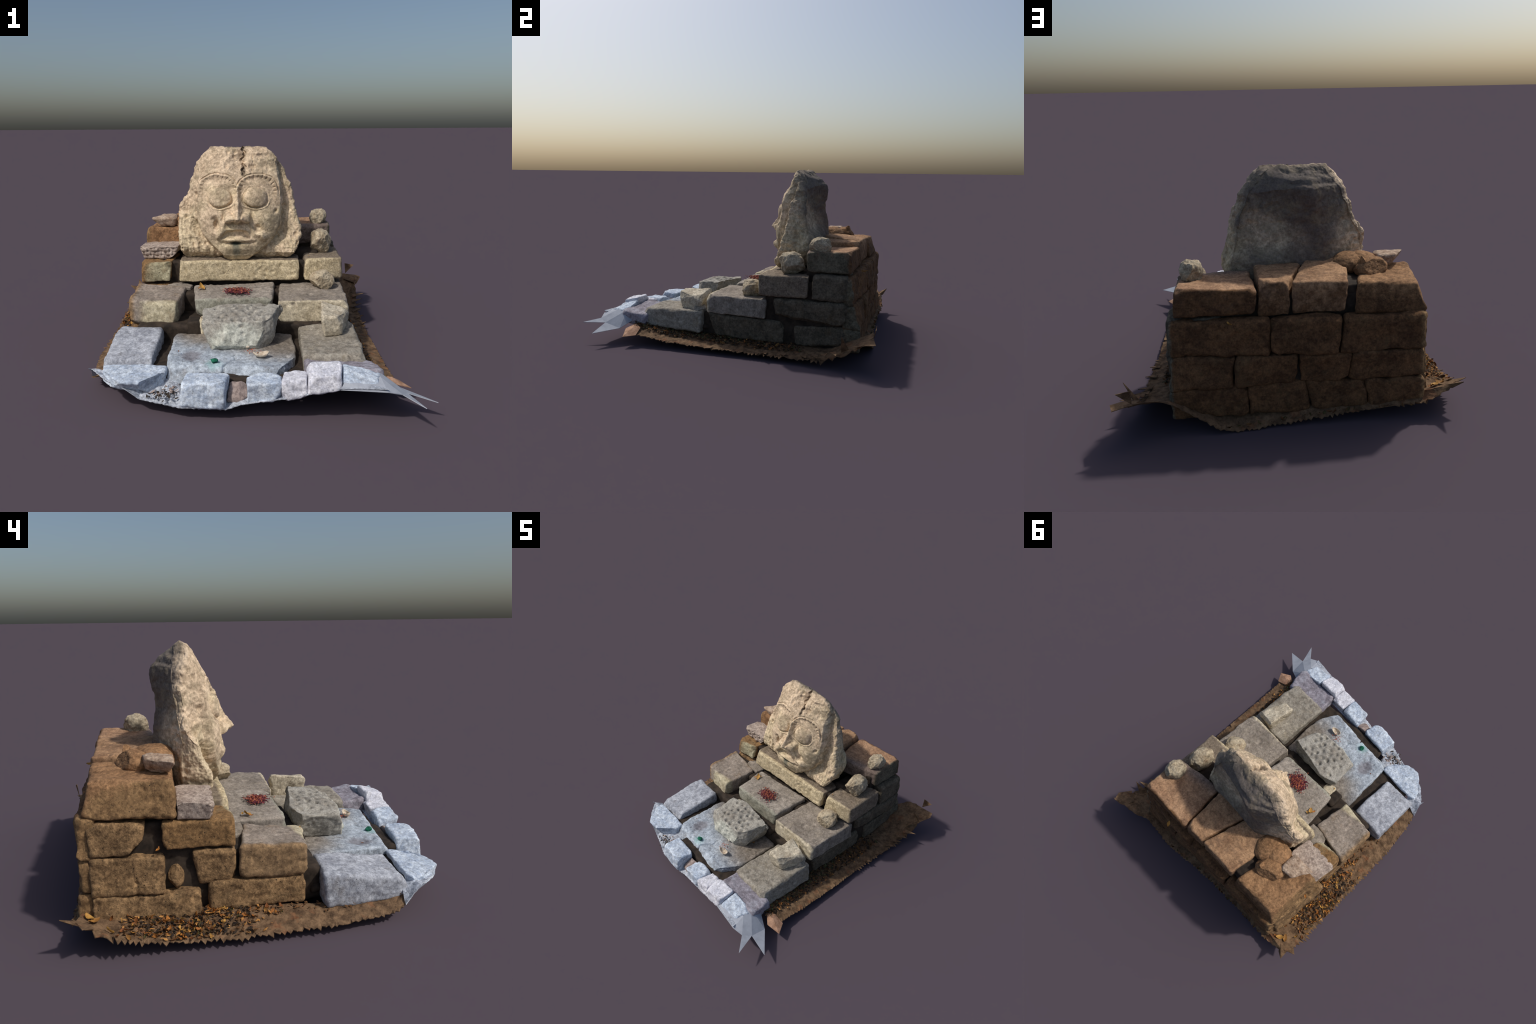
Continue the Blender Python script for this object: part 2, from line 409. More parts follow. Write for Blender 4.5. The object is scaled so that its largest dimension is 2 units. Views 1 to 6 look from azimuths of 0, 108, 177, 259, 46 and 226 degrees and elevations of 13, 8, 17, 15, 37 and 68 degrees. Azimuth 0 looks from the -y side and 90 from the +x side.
def worn_hollow(v, quads):
    up = np.clip((v[:, 2] - 0.15) / 0.03, 0, 1)
    for (x, y, rx, ry, d) in ((-0.267, -0.511, 0.055, 0.075, 0.018), (-0.14, -0.57, 0.16, 0.10, 0.010), (0.17, -0.60, 0.016, 0.016, 0.012), (0.215, -0.55, 0.015, 0.015, 0.012)):
        v[:, 2] -= up * d * np.exp(-(((v[:, 0] - x) / rx) ** 2 + ((v[:, 1] - y) / ry) ** 2))
    # hair crack across the slab
    cx = -0.113 + 0.04 * noise(np.stack([v[:, 1] * 22, v[:, 1] * 0, v[:, 0] * 0], 1), 3) + (v[:, 1] + 0.673) * 0.55
    v[:, 2] -= 0.016 * np.exp(-((v[:, 0] - cx) / 0.0060) ** 2) * smooth(-0.50, -0.56, v[:, 1])
    v[:, 1] += 0.012 * np.exp(-((v[:, 0] - cx) / 0.0060) ** 2) * smooth(-0.62, -0.64, v[:, 1])
    return v
block("paving_slab", "slab_front", [(-0.375, -0.605, 0.184), (0.262, -0.700, 0.182), (0.262, -0.20, 0.176), (-0.39, -0.19, 0.174)],
      [(-0.375, -0.665, 0.09), (0.25, -0.735, 0.09), (0.25, -0.20, 0.09), (-0.38, -0.20, 0.08)], r=0.018, lump=0.008, cell=0.005,
      cuts=[((0.215, -0.62, 0.18), (0.86, -0.5, 0.15)), ((0.20, -0.66, 0.12), (0.5, -0.7, -0.1))], carve=worn_hollow)
block("paving_slab", "slab_tan", [(0.290, -0.615, 0.214), (0.583, -0.630, 0.222), (0.602, -0.19, 0.236), (0.294, -0.20, 0.216)],
      [(0.292, -0.65, 0.10), (0.612, -0.655, 0.105), (0.622, -0.20, 0.085), (0.30, -0.20, 0.09)], r=0.018, lump=0.007)
block("infill_stone", "step", [(-0.25, -0.215, 0.255), (-0.17, -0.215, 0.26), (-0.17, -0.13, 0.26), (-0.25, -0.13, 0.255)], 0.16, r=0.018)

# ------------------------------------------------------------------ pock-marked boulder
PITS = []
for _r in range(5):
    for _c in range(6 - _r % 2):
        _g = np.random.default_rng(_r * 10 + _c)
        PITS.append((-0.155 + _c * 0.053 + (_r % 2) * 0.026 + _g.uniform(-0.009, 0.009), -0.418 + _r * 0.046 + _g.uniform(-0.009, 0.009), _g.uniform(0.5, 1.15)))
def pock(v, quads):
    n = normals_of(v, quads)
    up = smooth(0.5, 0.9, n[:, 2])
    v[:, 2] += up * 0.016 * np.exp(-((v[:, 0] / 0.17) ** 2 + ((v[:, 1] + 0.31) / 0.12) ** 2))
    for x, y, k in PITS:
        v[:, 2] -= up * 0.022 * k * np.exp(-(((v[:, 0] - x) ** 2 + (v[:, 1] - y) ** 2) / 0.0125 ** 2) ** 1.3)
    return v
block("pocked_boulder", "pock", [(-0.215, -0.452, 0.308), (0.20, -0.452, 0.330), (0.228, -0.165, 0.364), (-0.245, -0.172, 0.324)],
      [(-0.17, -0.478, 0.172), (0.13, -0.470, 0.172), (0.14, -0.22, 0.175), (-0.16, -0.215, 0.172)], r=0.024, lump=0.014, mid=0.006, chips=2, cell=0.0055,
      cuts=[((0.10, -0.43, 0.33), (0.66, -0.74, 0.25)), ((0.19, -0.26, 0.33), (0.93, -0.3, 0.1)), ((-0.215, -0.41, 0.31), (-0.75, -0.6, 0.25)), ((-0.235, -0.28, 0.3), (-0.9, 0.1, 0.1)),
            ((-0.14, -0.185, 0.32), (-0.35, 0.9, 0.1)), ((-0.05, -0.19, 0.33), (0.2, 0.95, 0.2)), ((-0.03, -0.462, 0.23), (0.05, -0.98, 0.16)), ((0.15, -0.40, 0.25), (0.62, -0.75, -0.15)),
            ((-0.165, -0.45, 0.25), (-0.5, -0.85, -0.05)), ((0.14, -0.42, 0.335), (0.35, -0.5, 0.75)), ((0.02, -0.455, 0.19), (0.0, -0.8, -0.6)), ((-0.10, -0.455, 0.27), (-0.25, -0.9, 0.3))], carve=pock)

# ------------------------------------------------------------------ middle step
block("step_block", "step_left", [(-0.658, -0.120, 0.352), (-0.385, -0.166, 0.327), (-0.355, 0.105, 0.358), (-0.658, 0.178, 0.368)],
      [(-0.655, -0.13, 0.20), (-0.385, -0.165, 0.192), (-0.36, 0.10, 0.22), (-0.655, 0.175, 0.215)], r=0.02, lump=0.008)
block("step_block", "step_mid", [(-0.285, -0.118, 0.343), (0.155, -0.118, 0.354), (0.178, 0.185, 0.365), (-0.315, 0.16, 0.350)],
      [(-0.275, -0.125, 0.245), (0.15, -0.125, 0.235), (0.17, 0.18, 0.24), (-0.30, 0.16, 0.24)], r=0.017, lump=0.006)
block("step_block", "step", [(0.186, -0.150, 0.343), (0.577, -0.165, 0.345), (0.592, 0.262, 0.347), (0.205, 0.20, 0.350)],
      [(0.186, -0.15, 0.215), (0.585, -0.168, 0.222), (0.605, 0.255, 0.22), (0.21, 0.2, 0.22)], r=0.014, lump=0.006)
block("step_chip", "step", [(-0.46, 0.10, 0.350), (-0.33, 0.115, 0.352), (-0.32, 0.22, 0.352), (-0.50, 0.22, 0.352)], 0.22, r=0.012)

# ------------------------------------------------------------------ bar course under the head
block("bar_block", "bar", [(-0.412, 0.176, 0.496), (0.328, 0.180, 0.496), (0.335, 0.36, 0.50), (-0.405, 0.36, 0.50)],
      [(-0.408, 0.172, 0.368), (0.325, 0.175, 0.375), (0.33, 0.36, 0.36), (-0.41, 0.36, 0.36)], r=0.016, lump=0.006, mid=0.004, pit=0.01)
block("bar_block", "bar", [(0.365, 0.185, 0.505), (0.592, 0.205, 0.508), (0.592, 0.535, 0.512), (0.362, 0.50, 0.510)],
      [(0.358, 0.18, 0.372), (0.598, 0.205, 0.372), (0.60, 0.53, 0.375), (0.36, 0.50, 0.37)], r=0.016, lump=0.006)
block("bar_block", "ochre_grey", [(-0.640, 0.188, 0.483), (-0.462, 0.192, 0.485), (-0.43, 0.44, 0.495), (-0.645, 0.49, 0.490)],
      [(-0.640, 0.186, 0.358), (-0.465, 0.19, 0.365), (-0.45, 0.44, 0.37), (-0.640, 0.49, 0.368)], r=0.014)

def courses(v, quads):
    # three worn tooth-cut bands across the front of the carved lintel
    w = 0.006 * (np.abs(np.sin((v[:, 2] - 0.488) / 0.024 * math.pi)) ** 0.5) - 0.004
    t = 0.004 * np.sign(np.sin(v[:, 0] / 0.034 * math.pi + np.floor((v[:, 2] - 0.488) / 0.024) * 1.7))
    front = smooth(0.34, 0.29, v[:, 1])
    v[:, 1] -= front * (w + t)
    return v
block("carved_lintel", "lintel", [(-0.662, 0.275, 0.562), (-0.42, 0.262, 0.572), (-0.40, 0.42, 0.575), (-0.652, 0.425, 0.578)],
      [(-0.640, 0.285, 0.488), (-0.45, 0.275, 0.488), (-0.42, 0.42, 0.49), (-0.635, 0.425, 0.49)], r=0.008, lump=0.007, mid=0.004, cell=0.005,
      cuts=[((-0.47, 0.27, 0.50), (0.55, 0.0, -0.8))], carve=courses)

# ------------------------------------------------------------------ left wall
block("wall_block", "ochre", [(-0.655, -0.118, 0.202), (-0.4, -0.118, 0.205), (-0.4, 0.305, 0.21), (-0.65, 0.305, 0.212)], 0.075, r=0.018, pit=0.016, mid=0.008)
block("wall_block", "ochre", [(-0.67, 0.338, 0.178), (-0.4, 0.338, 0.18), (-0.4, 0.782, 0.195), (-0.66, 0.782, 0.195)],
      [(-0.675, 0.338, 0.06), (-0.4, 0.338, 0.06), (-0.4, 0.782, 0.05), (-0.67, 0.782, 0.07)], r=0.018, pit=0.016, mid=0.008)
block("wall_block", "ochre", [(-0.645, 0.182, 0.348), (-0.42, 0.182, 0.35), (-0.42, 0.37, 0.35), (-0.64, 0.37, 0.352)],
      [(-0.64, 0.186, 0.208), (-0.42, 0.186, 0.205), (-0.42, 0.345, 0.205), (-0.635, 0.345, 0.198)], r=0.024, pit=0.01,
      cuts=[((-0.64, 0.35, 0.215), (-0.3, 0.65, -0.7))])
boulder("wedge_stone", "ochre", (-0.618, 0.437, 0.238), (0.03, 0.034, 0.056), facets=5)
block("wall_block", "ochre", [(-0.66, 0.482, 0.345), (-0.42, 0.482, 0.345), (-0.42, 0.782, 0.355), (-0.648, 0.782, 0.358)],
      [(-0.665, 0.482, 0.186), (-0.42, 0.482, 0.186), (-0.42, 0.782, 0.19), (-0.655, 0.782, 0.192)], r=0.018, pit=0.016, mid=0.008)
block("wall_block", "ochre", [(-0.66, 0.548, 0.492), (-0.4, 0.548, 0.495), (-0.4, 0.782, 0.505), (-0.645, 0.782, 0.505)],
      [(-0.66, 0.575, 0.358), (-0.4, 0.575, 0.36), (-0.4, 0.782, 0.36), (-0.65, 0.782, 0.355)], r=0.02, pit=0.012,
      cuts=[((-0.64, 0.6, 0.385), (-0.2, -0.7, -0.7))])
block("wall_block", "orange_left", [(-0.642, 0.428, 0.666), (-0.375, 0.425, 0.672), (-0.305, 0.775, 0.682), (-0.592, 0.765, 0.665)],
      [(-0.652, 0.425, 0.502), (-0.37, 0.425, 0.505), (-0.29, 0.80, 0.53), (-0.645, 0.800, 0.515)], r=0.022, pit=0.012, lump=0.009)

# ------------------------------------------------------------------ back top course
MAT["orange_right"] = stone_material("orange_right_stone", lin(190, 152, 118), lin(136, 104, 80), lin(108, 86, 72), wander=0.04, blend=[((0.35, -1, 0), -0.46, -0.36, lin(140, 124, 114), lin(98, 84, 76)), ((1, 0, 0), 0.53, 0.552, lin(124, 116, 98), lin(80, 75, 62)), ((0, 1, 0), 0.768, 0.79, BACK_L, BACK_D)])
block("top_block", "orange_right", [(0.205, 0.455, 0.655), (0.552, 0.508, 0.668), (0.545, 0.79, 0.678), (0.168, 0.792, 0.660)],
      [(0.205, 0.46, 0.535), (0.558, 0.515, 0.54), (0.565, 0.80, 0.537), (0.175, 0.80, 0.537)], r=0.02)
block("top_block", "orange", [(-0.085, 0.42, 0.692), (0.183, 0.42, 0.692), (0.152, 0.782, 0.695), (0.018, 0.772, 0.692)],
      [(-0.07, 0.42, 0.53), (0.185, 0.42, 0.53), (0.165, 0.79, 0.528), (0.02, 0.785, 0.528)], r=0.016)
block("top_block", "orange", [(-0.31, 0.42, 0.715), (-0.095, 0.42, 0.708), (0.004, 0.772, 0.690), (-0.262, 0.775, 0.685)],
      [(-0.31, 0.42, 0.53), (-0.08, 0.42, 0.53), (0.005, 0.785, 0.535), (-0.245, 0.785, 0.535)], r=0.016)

# ------------------------------------------------------------------ back wall
# (left x, right x) of each stone at its top and bottom, courses from the top down
def back_y(x, z):
    """the worn back face: bellied below the caps, slumped outward at the right foot, drawn in at both ends"""
    foot = float(np.interp(x, [-0.65, -0.35, -0.05, 0.15, 0.4], [0.848, 0.838, 0.814, 0.826, 0.890]))
    y = float(np.interp(z, [0.0, 0.20, 0.34, 0.45, 0.53], [foot + 0.008, foot, 0.848, 0.846, 0.832]))
    return y - 0.028 * float(smooth(0.48, 0.62, x)) - 0.014 * float(smooth(-0.45, -0.66, x))
BACK_COURSES = [
    (0.525, 0.345, [(0.118, 0.588, 0.108, 0.588), (-0.238, 0.114, -0.212, 0.104), (-0.638, -0.242, -0.638, -0.216)]),
    (0.350, 0.195, [(0.272, 0.588, 0.285, 0.586), (-0.022, 0.268, -0.02, 0.281), (-0.282, -0.026, -0.25, -0.024), (-0.638, -0.286, -0.638, -0.254)]),
    (0.200, 0.045, [(0.235, 0.588, 0.22, 0.585), (-0.06, 0.231, -0.08, 0.216), (-0.34, -0.064, -0.36, -0.084), (-0.638, -0.344, -0.638, -0.364)]),
]
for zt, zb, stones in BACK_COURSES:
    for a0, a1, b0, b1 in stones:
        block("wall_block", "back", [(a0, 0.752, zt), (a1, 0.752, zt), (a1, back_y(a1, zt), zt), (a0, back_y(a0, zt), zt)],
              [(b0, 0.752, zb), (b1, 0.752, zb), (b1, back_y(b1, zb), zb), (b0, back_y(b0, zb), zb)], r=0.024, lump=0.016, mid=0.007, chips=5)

# ------------------------------------------------------------------ right wall
block("wall_block", "side", [(0.33, 0.562, 0.53), (0.592, 0.562, 0.525), (0.598, 0.782, 0.53), (0.33, 0.782, 0.53)],
      [(0.33, 0.555, 0.38), (0.605, 0.555, 0.375), (0.602, 0.782, 0.365), (0.33, 0.782, 0.37)], r=0.022, lump=0.01)
block("wall_block", "side", [(0.33, 0.302, 0.368), (0.602, 0.302, 0.362), (0.604, 0.782, 0.358), (0.33, 0.782, 0.36)],
      [(0.33, 0.325, 0.195), (0.592, 0.325, 0.195), (0.6, 0.782, 0.215), (0.33, 0.782, 0.21)], r=0.028, lump=0.014,
      cuts=[((0.6, 0.61, 0.235), (0.5, -0.1, -0.85))])
block("wall_block", "side", [(0.33, 0.444, 0.192), (0.582, 0.444, 0.19), (0.582, 0.782, 0.21), (0.33, 0.782, 0.21)],
      [(0.33, 0.45, 0.05), (0.585, 0.45, 0.055), (0.588, 0.782, 0.09), (0.33, 0.782, 0.08)], r=0.02, lump=0.009)
block("wall_block", "side", [(0.33, -0.148, 0.228), (0.586, -0.15, 0.226), (0.584, 0.375, 0.205), (0.33, 0.36, 0.2)],
      [(0.33, -0.11, 0.07), (0.58, -0.11, 0.075), (0.585, 0.375, 0.055), (0.33, 0.36, 0.055)], r=0.018, lump=0.01, pit=0.014)

# ------------------------------------------------------------------ earth core that closes the joints
def core_box(x0, x1, y0, y1, z0, z1, name="earth_fill"):
    ob = block(name, "earth", [(x0, y0, z1), (x1, y0, z1), (x1, y1, z1), (x0, y1, z1)], z0, r=0.02, lump=0.012, mid=0.006, chips=0, cell=0.014)
    ob["kind"] = "stuff"
    return ob
core_box(-0.62, -0.30, -0.64, -0.15, 0.09, 0.135)
core_box(-0.265, 0.57, -0.725, -0.15, 0.10, 0.140)
core_box(-0.60, 0.56, -0.20, 0.25, 0.06, 0.222)
core_box(-0.60, 0.56, 0.05, 0.30, 0.06, 0.330)
core_box(-0.605, 0.565, 0.24, 0.76, 0.05, 0.480)
core_box(-0.55, 0.45, 0.70, 0.800, 0.06, 0.48)
core_box(-0.57, 0.52, 0.50, 0.755, 0.3, 0.62)
core_box(-0.32, 0.20, -0.21, -0.09, 0.1, 0.245)
core_box(0.31, 0.46, 0.34, 0.50, 0.4, 0.525)
core_box(-0.36, -0.22, 0.46, 0.75, 0.5, 0.66)

# ------------------------------------------------------------------ loose stones
boulder("loose_stone", "pebble", (0.484, 0.585, 0.700), (0.058, 0.074, 0.064), facets=8, depth=(0.7, 0.9), lump=0.16, flat=0.655)
boulder("loose_stone", "pebble", (0.476, 0.392, 0.574), (0.070, 0.094, 0.079), facets=9, depth=(0.7, 0.9), lump=0.14, flat=0.502, n=32,
        cuts=[((0.515, 0.335, 0.60), (0.75, -0.65, 0.1)), ((0.46, 0.335, 0.53), (0.0, -0.8, -0.6))])
boulder("loose_stone", "pebble", (0.462, 0.118, 0.388), (0.076, 0.086, 0.062), facets=8, depth=(0.68, 0.9), lump=0.16, flat=0.34)
MAT["pebble_pale"] = stone_material("pale_loose_stone", lin(222, 212, 190), lin(160, 148, 128), lin(140, 124, 104), patch=14)
block("loose_stone", "pebble_pale", [(0.390, -0.415, 0.342), (0.508, -0.405, 0.332), (0.578, -0.205, 0.315), (0.420, -0.185, 0.362)],
      [(0.420, -0.395, 0.215), (0.512, -0.375, 0.215), (0.555, -0.225, 0.215), (0.445, -0.215, 0.215)], r=0.020, lump=0.012, mid=0.006, chips=3, cell=0.006,
      cuts=[((0.535, -0.34, 0.29), (0.8, -0.45, 0.4)), ((0.44, -0.405, 0.25), (0.25, -0.9, -0.25)), ((0.53, -0.20, 0.29), (0.3, 0.8, 0.5))])
boulder("loose_stone", "slab_tan", (0.535, -0.235, 0.235), (0.05, 0.055, 0.035), facets=5, flat=0.205)
block("loose_stone", "pebble_brown", [(-0.622, 0.415, 0.726), (-0.445, 0.415, 0.732), (-0.450, 0.555, 0.738), (-0.545, 0.545, 0.740)],
      [(-0.545, 0.44, 0.665), (-0.45, 0.43, 0.668), (-0.455, 0.54, 0.67), (-0.54, 0.53, 0.67)], r=0.022, lump=0.008, chips=3, cell=0.006)
boulder("loose_stone", "orange_left", (-0.405, 0.585, 0.688), (0.095, 0.07, 0.055), turn=0.5, facets=3, flat=0.66, n=34)
boulder("loose_stone", "orange_left", (-0.362, 0.615, 0.705), (0.020, 0.026, 0.056), facets=6, flat=0.66)
boulder("loose_stone", "orange_left", (-0.31, 0.50, 0.69), (0.085, 0.10, 0.055), facets=3, flat=0.66, n=30)
boulder("loose_stone", "orange_left", (-0.375, 0.495, 0.685), (0.09, 0.085, 0.060), facets=3, flat=0.66, n=34)

# ------------------------------------------------------------------ the carved head
def curve(table):
    t = np.array(table, float)
    t = t[np.argsort(t[:, 0])]
    return lambda z, k=1: np.interp(z, t[:, 0], t[:, k])

OUTLINE = curve([(0.495, -0.375, 0.235), (0.515, -0.397, 0.275), (0.535, -0.405, 0.304), (0.589, -0.414, 0.338), (0.643, -0.420, 0.350), (0.711, -0.424, 0.337), (0.754, -0.426, 0.325),
    (0.811, -0.421, 0.310), (0.845, -0.400, 0.306), (0.887, -0.370, 0.299), (0.93, -0.355, 0.291), (0.98, -0.343, 0.266), (1.005, -0.322, 0.255), (1.056, -0.309, 0.238),
    (1.084, -0.295, 0.212), (1.123, -0.268, 0.180), (1.148, -0.243, 0.160), (1.168, -0.222, 0.130), (1.178, -0.200, 0.105)])
HOOD = curve([(0.495, 0.30, 0.265), (0.515, 0.275, 0.235), (0.54, 0.252, 0.215), (0.573, 0.238, 0.222), (0.633, 0.252, 0.262), (0.676, 0.278, 0.272), (0.749, 0.292, 0.288), (0.80, 0.333, 0.298),
    (0.884, 0.338, 0.310), (0.95, 0.343, 0.318), (1.0, 0.352, 0.330), (1.06, 0.360, 0.346), (1.12, 0.350, 0.346), (1.18, 0.345, 0.345)])
BACK = curve([(0.495, 0.37, 0.46, 0.45), (0.60, 0.378, 0.49, 0.47), (0.70, 0.382, 0.502, 0.468), (0.80, 0.384, 0.495, 0.442), (0.89, 0.392, 0.478, 0.432), (0.96, 0.402, 0.486, 0.425),
    (1.04, 0.408, 0.500, 0.42), (1.078, 0.407, 0.492, 0.417), (1.092, 0.402, 0.466, 0.410), (1.118, 0.400, 0.452, 0.405), (1.13, 0.392, 0.425, 0.395), (1.155, 0.385, 0.392, 0.378), (1.18, 0.365, 0.372, 0.355)])
FACE_EDGE = curve([(0.495, -0.12, 0.02), (0.53, -0.150, 0.062), (0.56, -0.178, 0.100), (0.60, -0.222, 0.150), (0.65, -0.266, 0.196), (0.70, -0.290, 0.218), (0.78, -0.298, 0.230),
    (0.86, -0.298, 0.234), (0.95, -0.292, 0.224), (1.02, -0.284, 0.210), (1.08, -0.290, 0.200), (1.13, -0.30, 0.22), (1.18, -0.32, 0.26)])
PROFILE = curve([(0.495, 0.225), (0.53, 0.196), (0.569, 0.188), (0.63, 0.176), (0.70, 0.184), (0.77, 0.196), (0.83, 0.205), (0.90, 0.214), (0.96, 0.215), (1.019, 0.236), (1.061, 0.264),
    (1.10, 0.276), (1.139, 0.292), (1.169, 0.318), (1.18, 0.34)])

def bump(x, z, cx, cz, rx, rz, power=1.0):
    return np.exp(-((((x - cx) / rx) ** 2 + ((z - cz) / rz) ** 2) ** power))

def line_dist(x, z, pts):
    """distance to a polyline in the face plane"""
    best = np.full(x.shape, 9.0)
    for (x0, z0), (x1, z1) in zip(pts[:-1], pts[1:]):
        dx, dz = x1 - x0, z1 - z0
        t = np.clip(((x - x0) * dx + (z - z0) * dz) / (dx * dx + dz * dz), 0, 1)
        best = np.minimum(best, np.hypot(x - x0 - t * dx, z - z0 - t * dz))
    return best

EYES = [(-0.152, 0.882, 0.071, 0.061), (0.062, 0.880, 0.072, 0.060)]
NOSE_X = -0.046

def face_relief(x, z):
    """how far the carving stands forward of the plain face surface"""
    q = np.stack([x * 16, np.full_like(x, 0.5), z * 16], 1)
    x = x + 0.006 * noise(q, 71) + 0.003 * noise(q * 2.7, 72)
    z = z + 0.006 * noise(q, 73) + 0.003 * noise(q * 2.7, 74)
    h = np.zeros_like(x)
    for i, (cx, cz, a, b) in enumerate(EYES):
        lowz = np.where(z < cz, (np.abs(z - cz) / (b * 0.96)) ** 2.6, (np.abs(z - cz) / b) ** 2)
        e = np.sqrt((np.abs(x - cx) / a) ** 2.1 + lowz)
        side = -1 if i == 0 else 1
        bx, bz = cx + side * 0.012, 0.914
        s = np.sqrt(((x - bx) / 0.128) ** 2 + ((z - bz) / 0.108) ** 2)
        upper = smooth(0.86, 0.92, z)
        h -= 0.011 * smooth(1.0, 0.86, s) * (0.35 + 0.65 * upper) * smooth(0.98, 1.3, e)        # socket
        h += 0.008 * np.exp(-((s - 0.90) / 0.10) ** 2) * upper                                      # brow band
        h -= 0.009 * np.exp(-((s - 1.02) / 0.028) ** 2) * smooth(0.88, 0.93, z)                     # incised brow line
        ang = np.arctan2((z - bz) / 0.108, (x - bx) / 0.128)
        hatch = np.clip(np.sin(ang * 26), 0, 1) ** 2
        h -= 0.005 * hatch * np.exp(-((s - 0.86) / 0.09) ** 4) * smooth(0.87, 0.93, z) * (1.3 if i else 0.7)
        h += np.where(e < 1, 0.034 * np.clip(1 - e ** 2, 0, 1) ** 0.42 - 0.004, 0)          # eyeball
        h -= 0.006 * np.exp(-((e - 1.06) / 0.08) ** 2)                                             # lid groove
        h += 0.007 * np.exp(-((e - 1.26) / 0.10) ** 2) * smooth(0.88, 0.84, z)                      # lower lid ridge
        h -= 0.008 * bump(x, z, cx + 0.02, cz - 0.025, 0.035, 0.028) * (e < 1)                        # worn pupil
    # nose: a narrow ridge widening into a bulb, rounded wings, undercut below
    t = np.clip((0.958 - z) / (0.958 - 0.762), 0, 1.25)
    w = 0.010 + 0.023 * t ** 1.4
    ridge = np.exp(-(np.abs(x - NOSE_X) / w) ** 2.1)
    low = smooth(0.712 + 0.35 * np.abs(x - NOSE_X), 0.768 + 0.2 * np.abs(x - NOSE_X), z)
    h += (0.014 + 0.046 * np.minimum(t, 1) ** 1.1) * ridge * low * smooth(0.99, 0.93, z)
    h += 0.010 * (0.4 + t) * np.exp(-(np.abs(x - NOSE_X) / (w * 2.0)) ** 2) * low * smooth(0.96, 0.90, z)
    bulb = np.clip(1 - ((x - NOSE_X) / 0.036) ** 2 - ((z - 0.770) / 0.046) ** 2, 0, 1)
    h += 0.020 * bulb ** 0.6
    for s in (-1, 1):
        k = np.clip(1 - ((x - NOSE_X - s * 0.051) / 0.031) ** 2 - ((z - 0.762) / 0.034) ** 2, 0, 1)
        h += 0.046 * k ** 0.55
        h -= 0.016 * bump(x, z, NOSE_X + s * 0.024, 0.733, 0.012, 0.010)
        h -= 0.012 * bump(x, z, NOSE_X + s * 0.087, 0.765, 0.010, 0.035)
        h -= 0.007 * bump(x, z, NOSE_X + s * 0.027, 0.770, 0.006, 0.022)
    # cheeks, folds and broken hollows
    h += 0.020 * bump(x, z, -0.20, 0.775, 0.07, 0.06) + 0.020 * bump(x, z, 0.125, 0.765, 0.07, 0.06)
    foldL = line_dist(x, z, [(-0.125, 0.745), (-0.138, 0.70), (-0.150, 0.66), (-0.165, 0.645)])
    foldR = line_dist(x, z, [(0.030, 0.745), (0.045, 0.70), (0.060, 0.665), (0.10, 0.66), (0.115, 0.635)])
    h += 0.015 * np.exp(-(foldL / 0.016) ** 2) + 0.015 * np.exp(-(foldR / 0.016) ** 2)
    h -= 0.036 * bump(x, z, -0.172, 0.722, 0.018, 0.028, 1.3) + 0.016 * bump(x, z, -0.19, 0.755, 0.02, 0.02)
    h -= 0.022 * bump(x, z, 0.075, 0.700, 0.026, 0.022, 1.2) + 0.010 * bump(x, z, 0.05, 0.73, 0.015, 0.02)
    h += 0.016 * bump(x, z, -0.175, 0.668, 0.035, 0.02) + 0.014 * bump(x, z, 0.105, 0.655, 0.035, 0.022)
    # mouth: recess between upper lip and chin, a lower lip and a slit
    half = 0.045 + (0.690 - np.clip(z, 0.63, 0.69)) * 0.6
    inside = smooth(half + 0.022, half - 0.012, np.abs(x + 0.055))
    h -= 0.021 * inside * smooth(0.694, 0.672, z) * smooth(0.628, 0.645, z)
    h += 0.010 * np.exp(-((z - 0.700 - 0.25 * np.abs(x + 0.055) ** 1.0 * -0.6) / 0.012) ** 2) * smooth(0.09, 0.05, np.abs(x + 0.055))
    h += 0.010 * np.exp(-((z - 0.628) / 0.012) ** 2) * smooth(0.10, 0.06, np.abs(x + 0.055))
    h -= 0.016 * np.exp(-((z - 0.607) / 0.007) ** 2) * smooth(0.055, 0.02, np.abs(x + 0.056)) + 0.007 * np.exp(-((z - 0.607) / 0.009) ** 2) * smooth(0.13, 0.08, np.abs(x + 0.05))
    h += 0.014 * bump(x, z, -0.05, 0.572, 0.09, 0.028)
    # forehead break and its crack
    cx = -0.008 + 0.006 * np.sin(z * 90) + 0.004 * np.sin(z * 210)
    h -= 0.024 * np.exp(-((x - cx) / 0.0065) ** 2) * smooth(0.99, 1.02, z)
    h -= 0.005 * np.exp(-((x - 0.045 + 0.05 * np.abs(z - 1.09)) / 0.004) ** 2) * smooth(1.02, 1.04, z) * smooth(1.14, 1.12, z)
    h -= 0.014 * bump(x, z, -0.045, 1.085, 0.055, 0.05, 1.5) + 0.012 * bump(x, z, -0.02, 1.15, 0.05, 0.035)
    h -= 0.012 * bump(x, z, -0.035, 1.03, 0.025, 0.035)
    h -= 0.020 * bump(x, z, 0.186, 0.798, 0.010, 0.012)
    h -= 0.016 * bump(x, z, -0.315, 0.69, 0.008, 0.022)
    h += 0.006 * np.exp(-(line_dist(x, z, [(0.10, 1.14), (0.075, 1.135)]) / 0.006) ** 2)
    return h

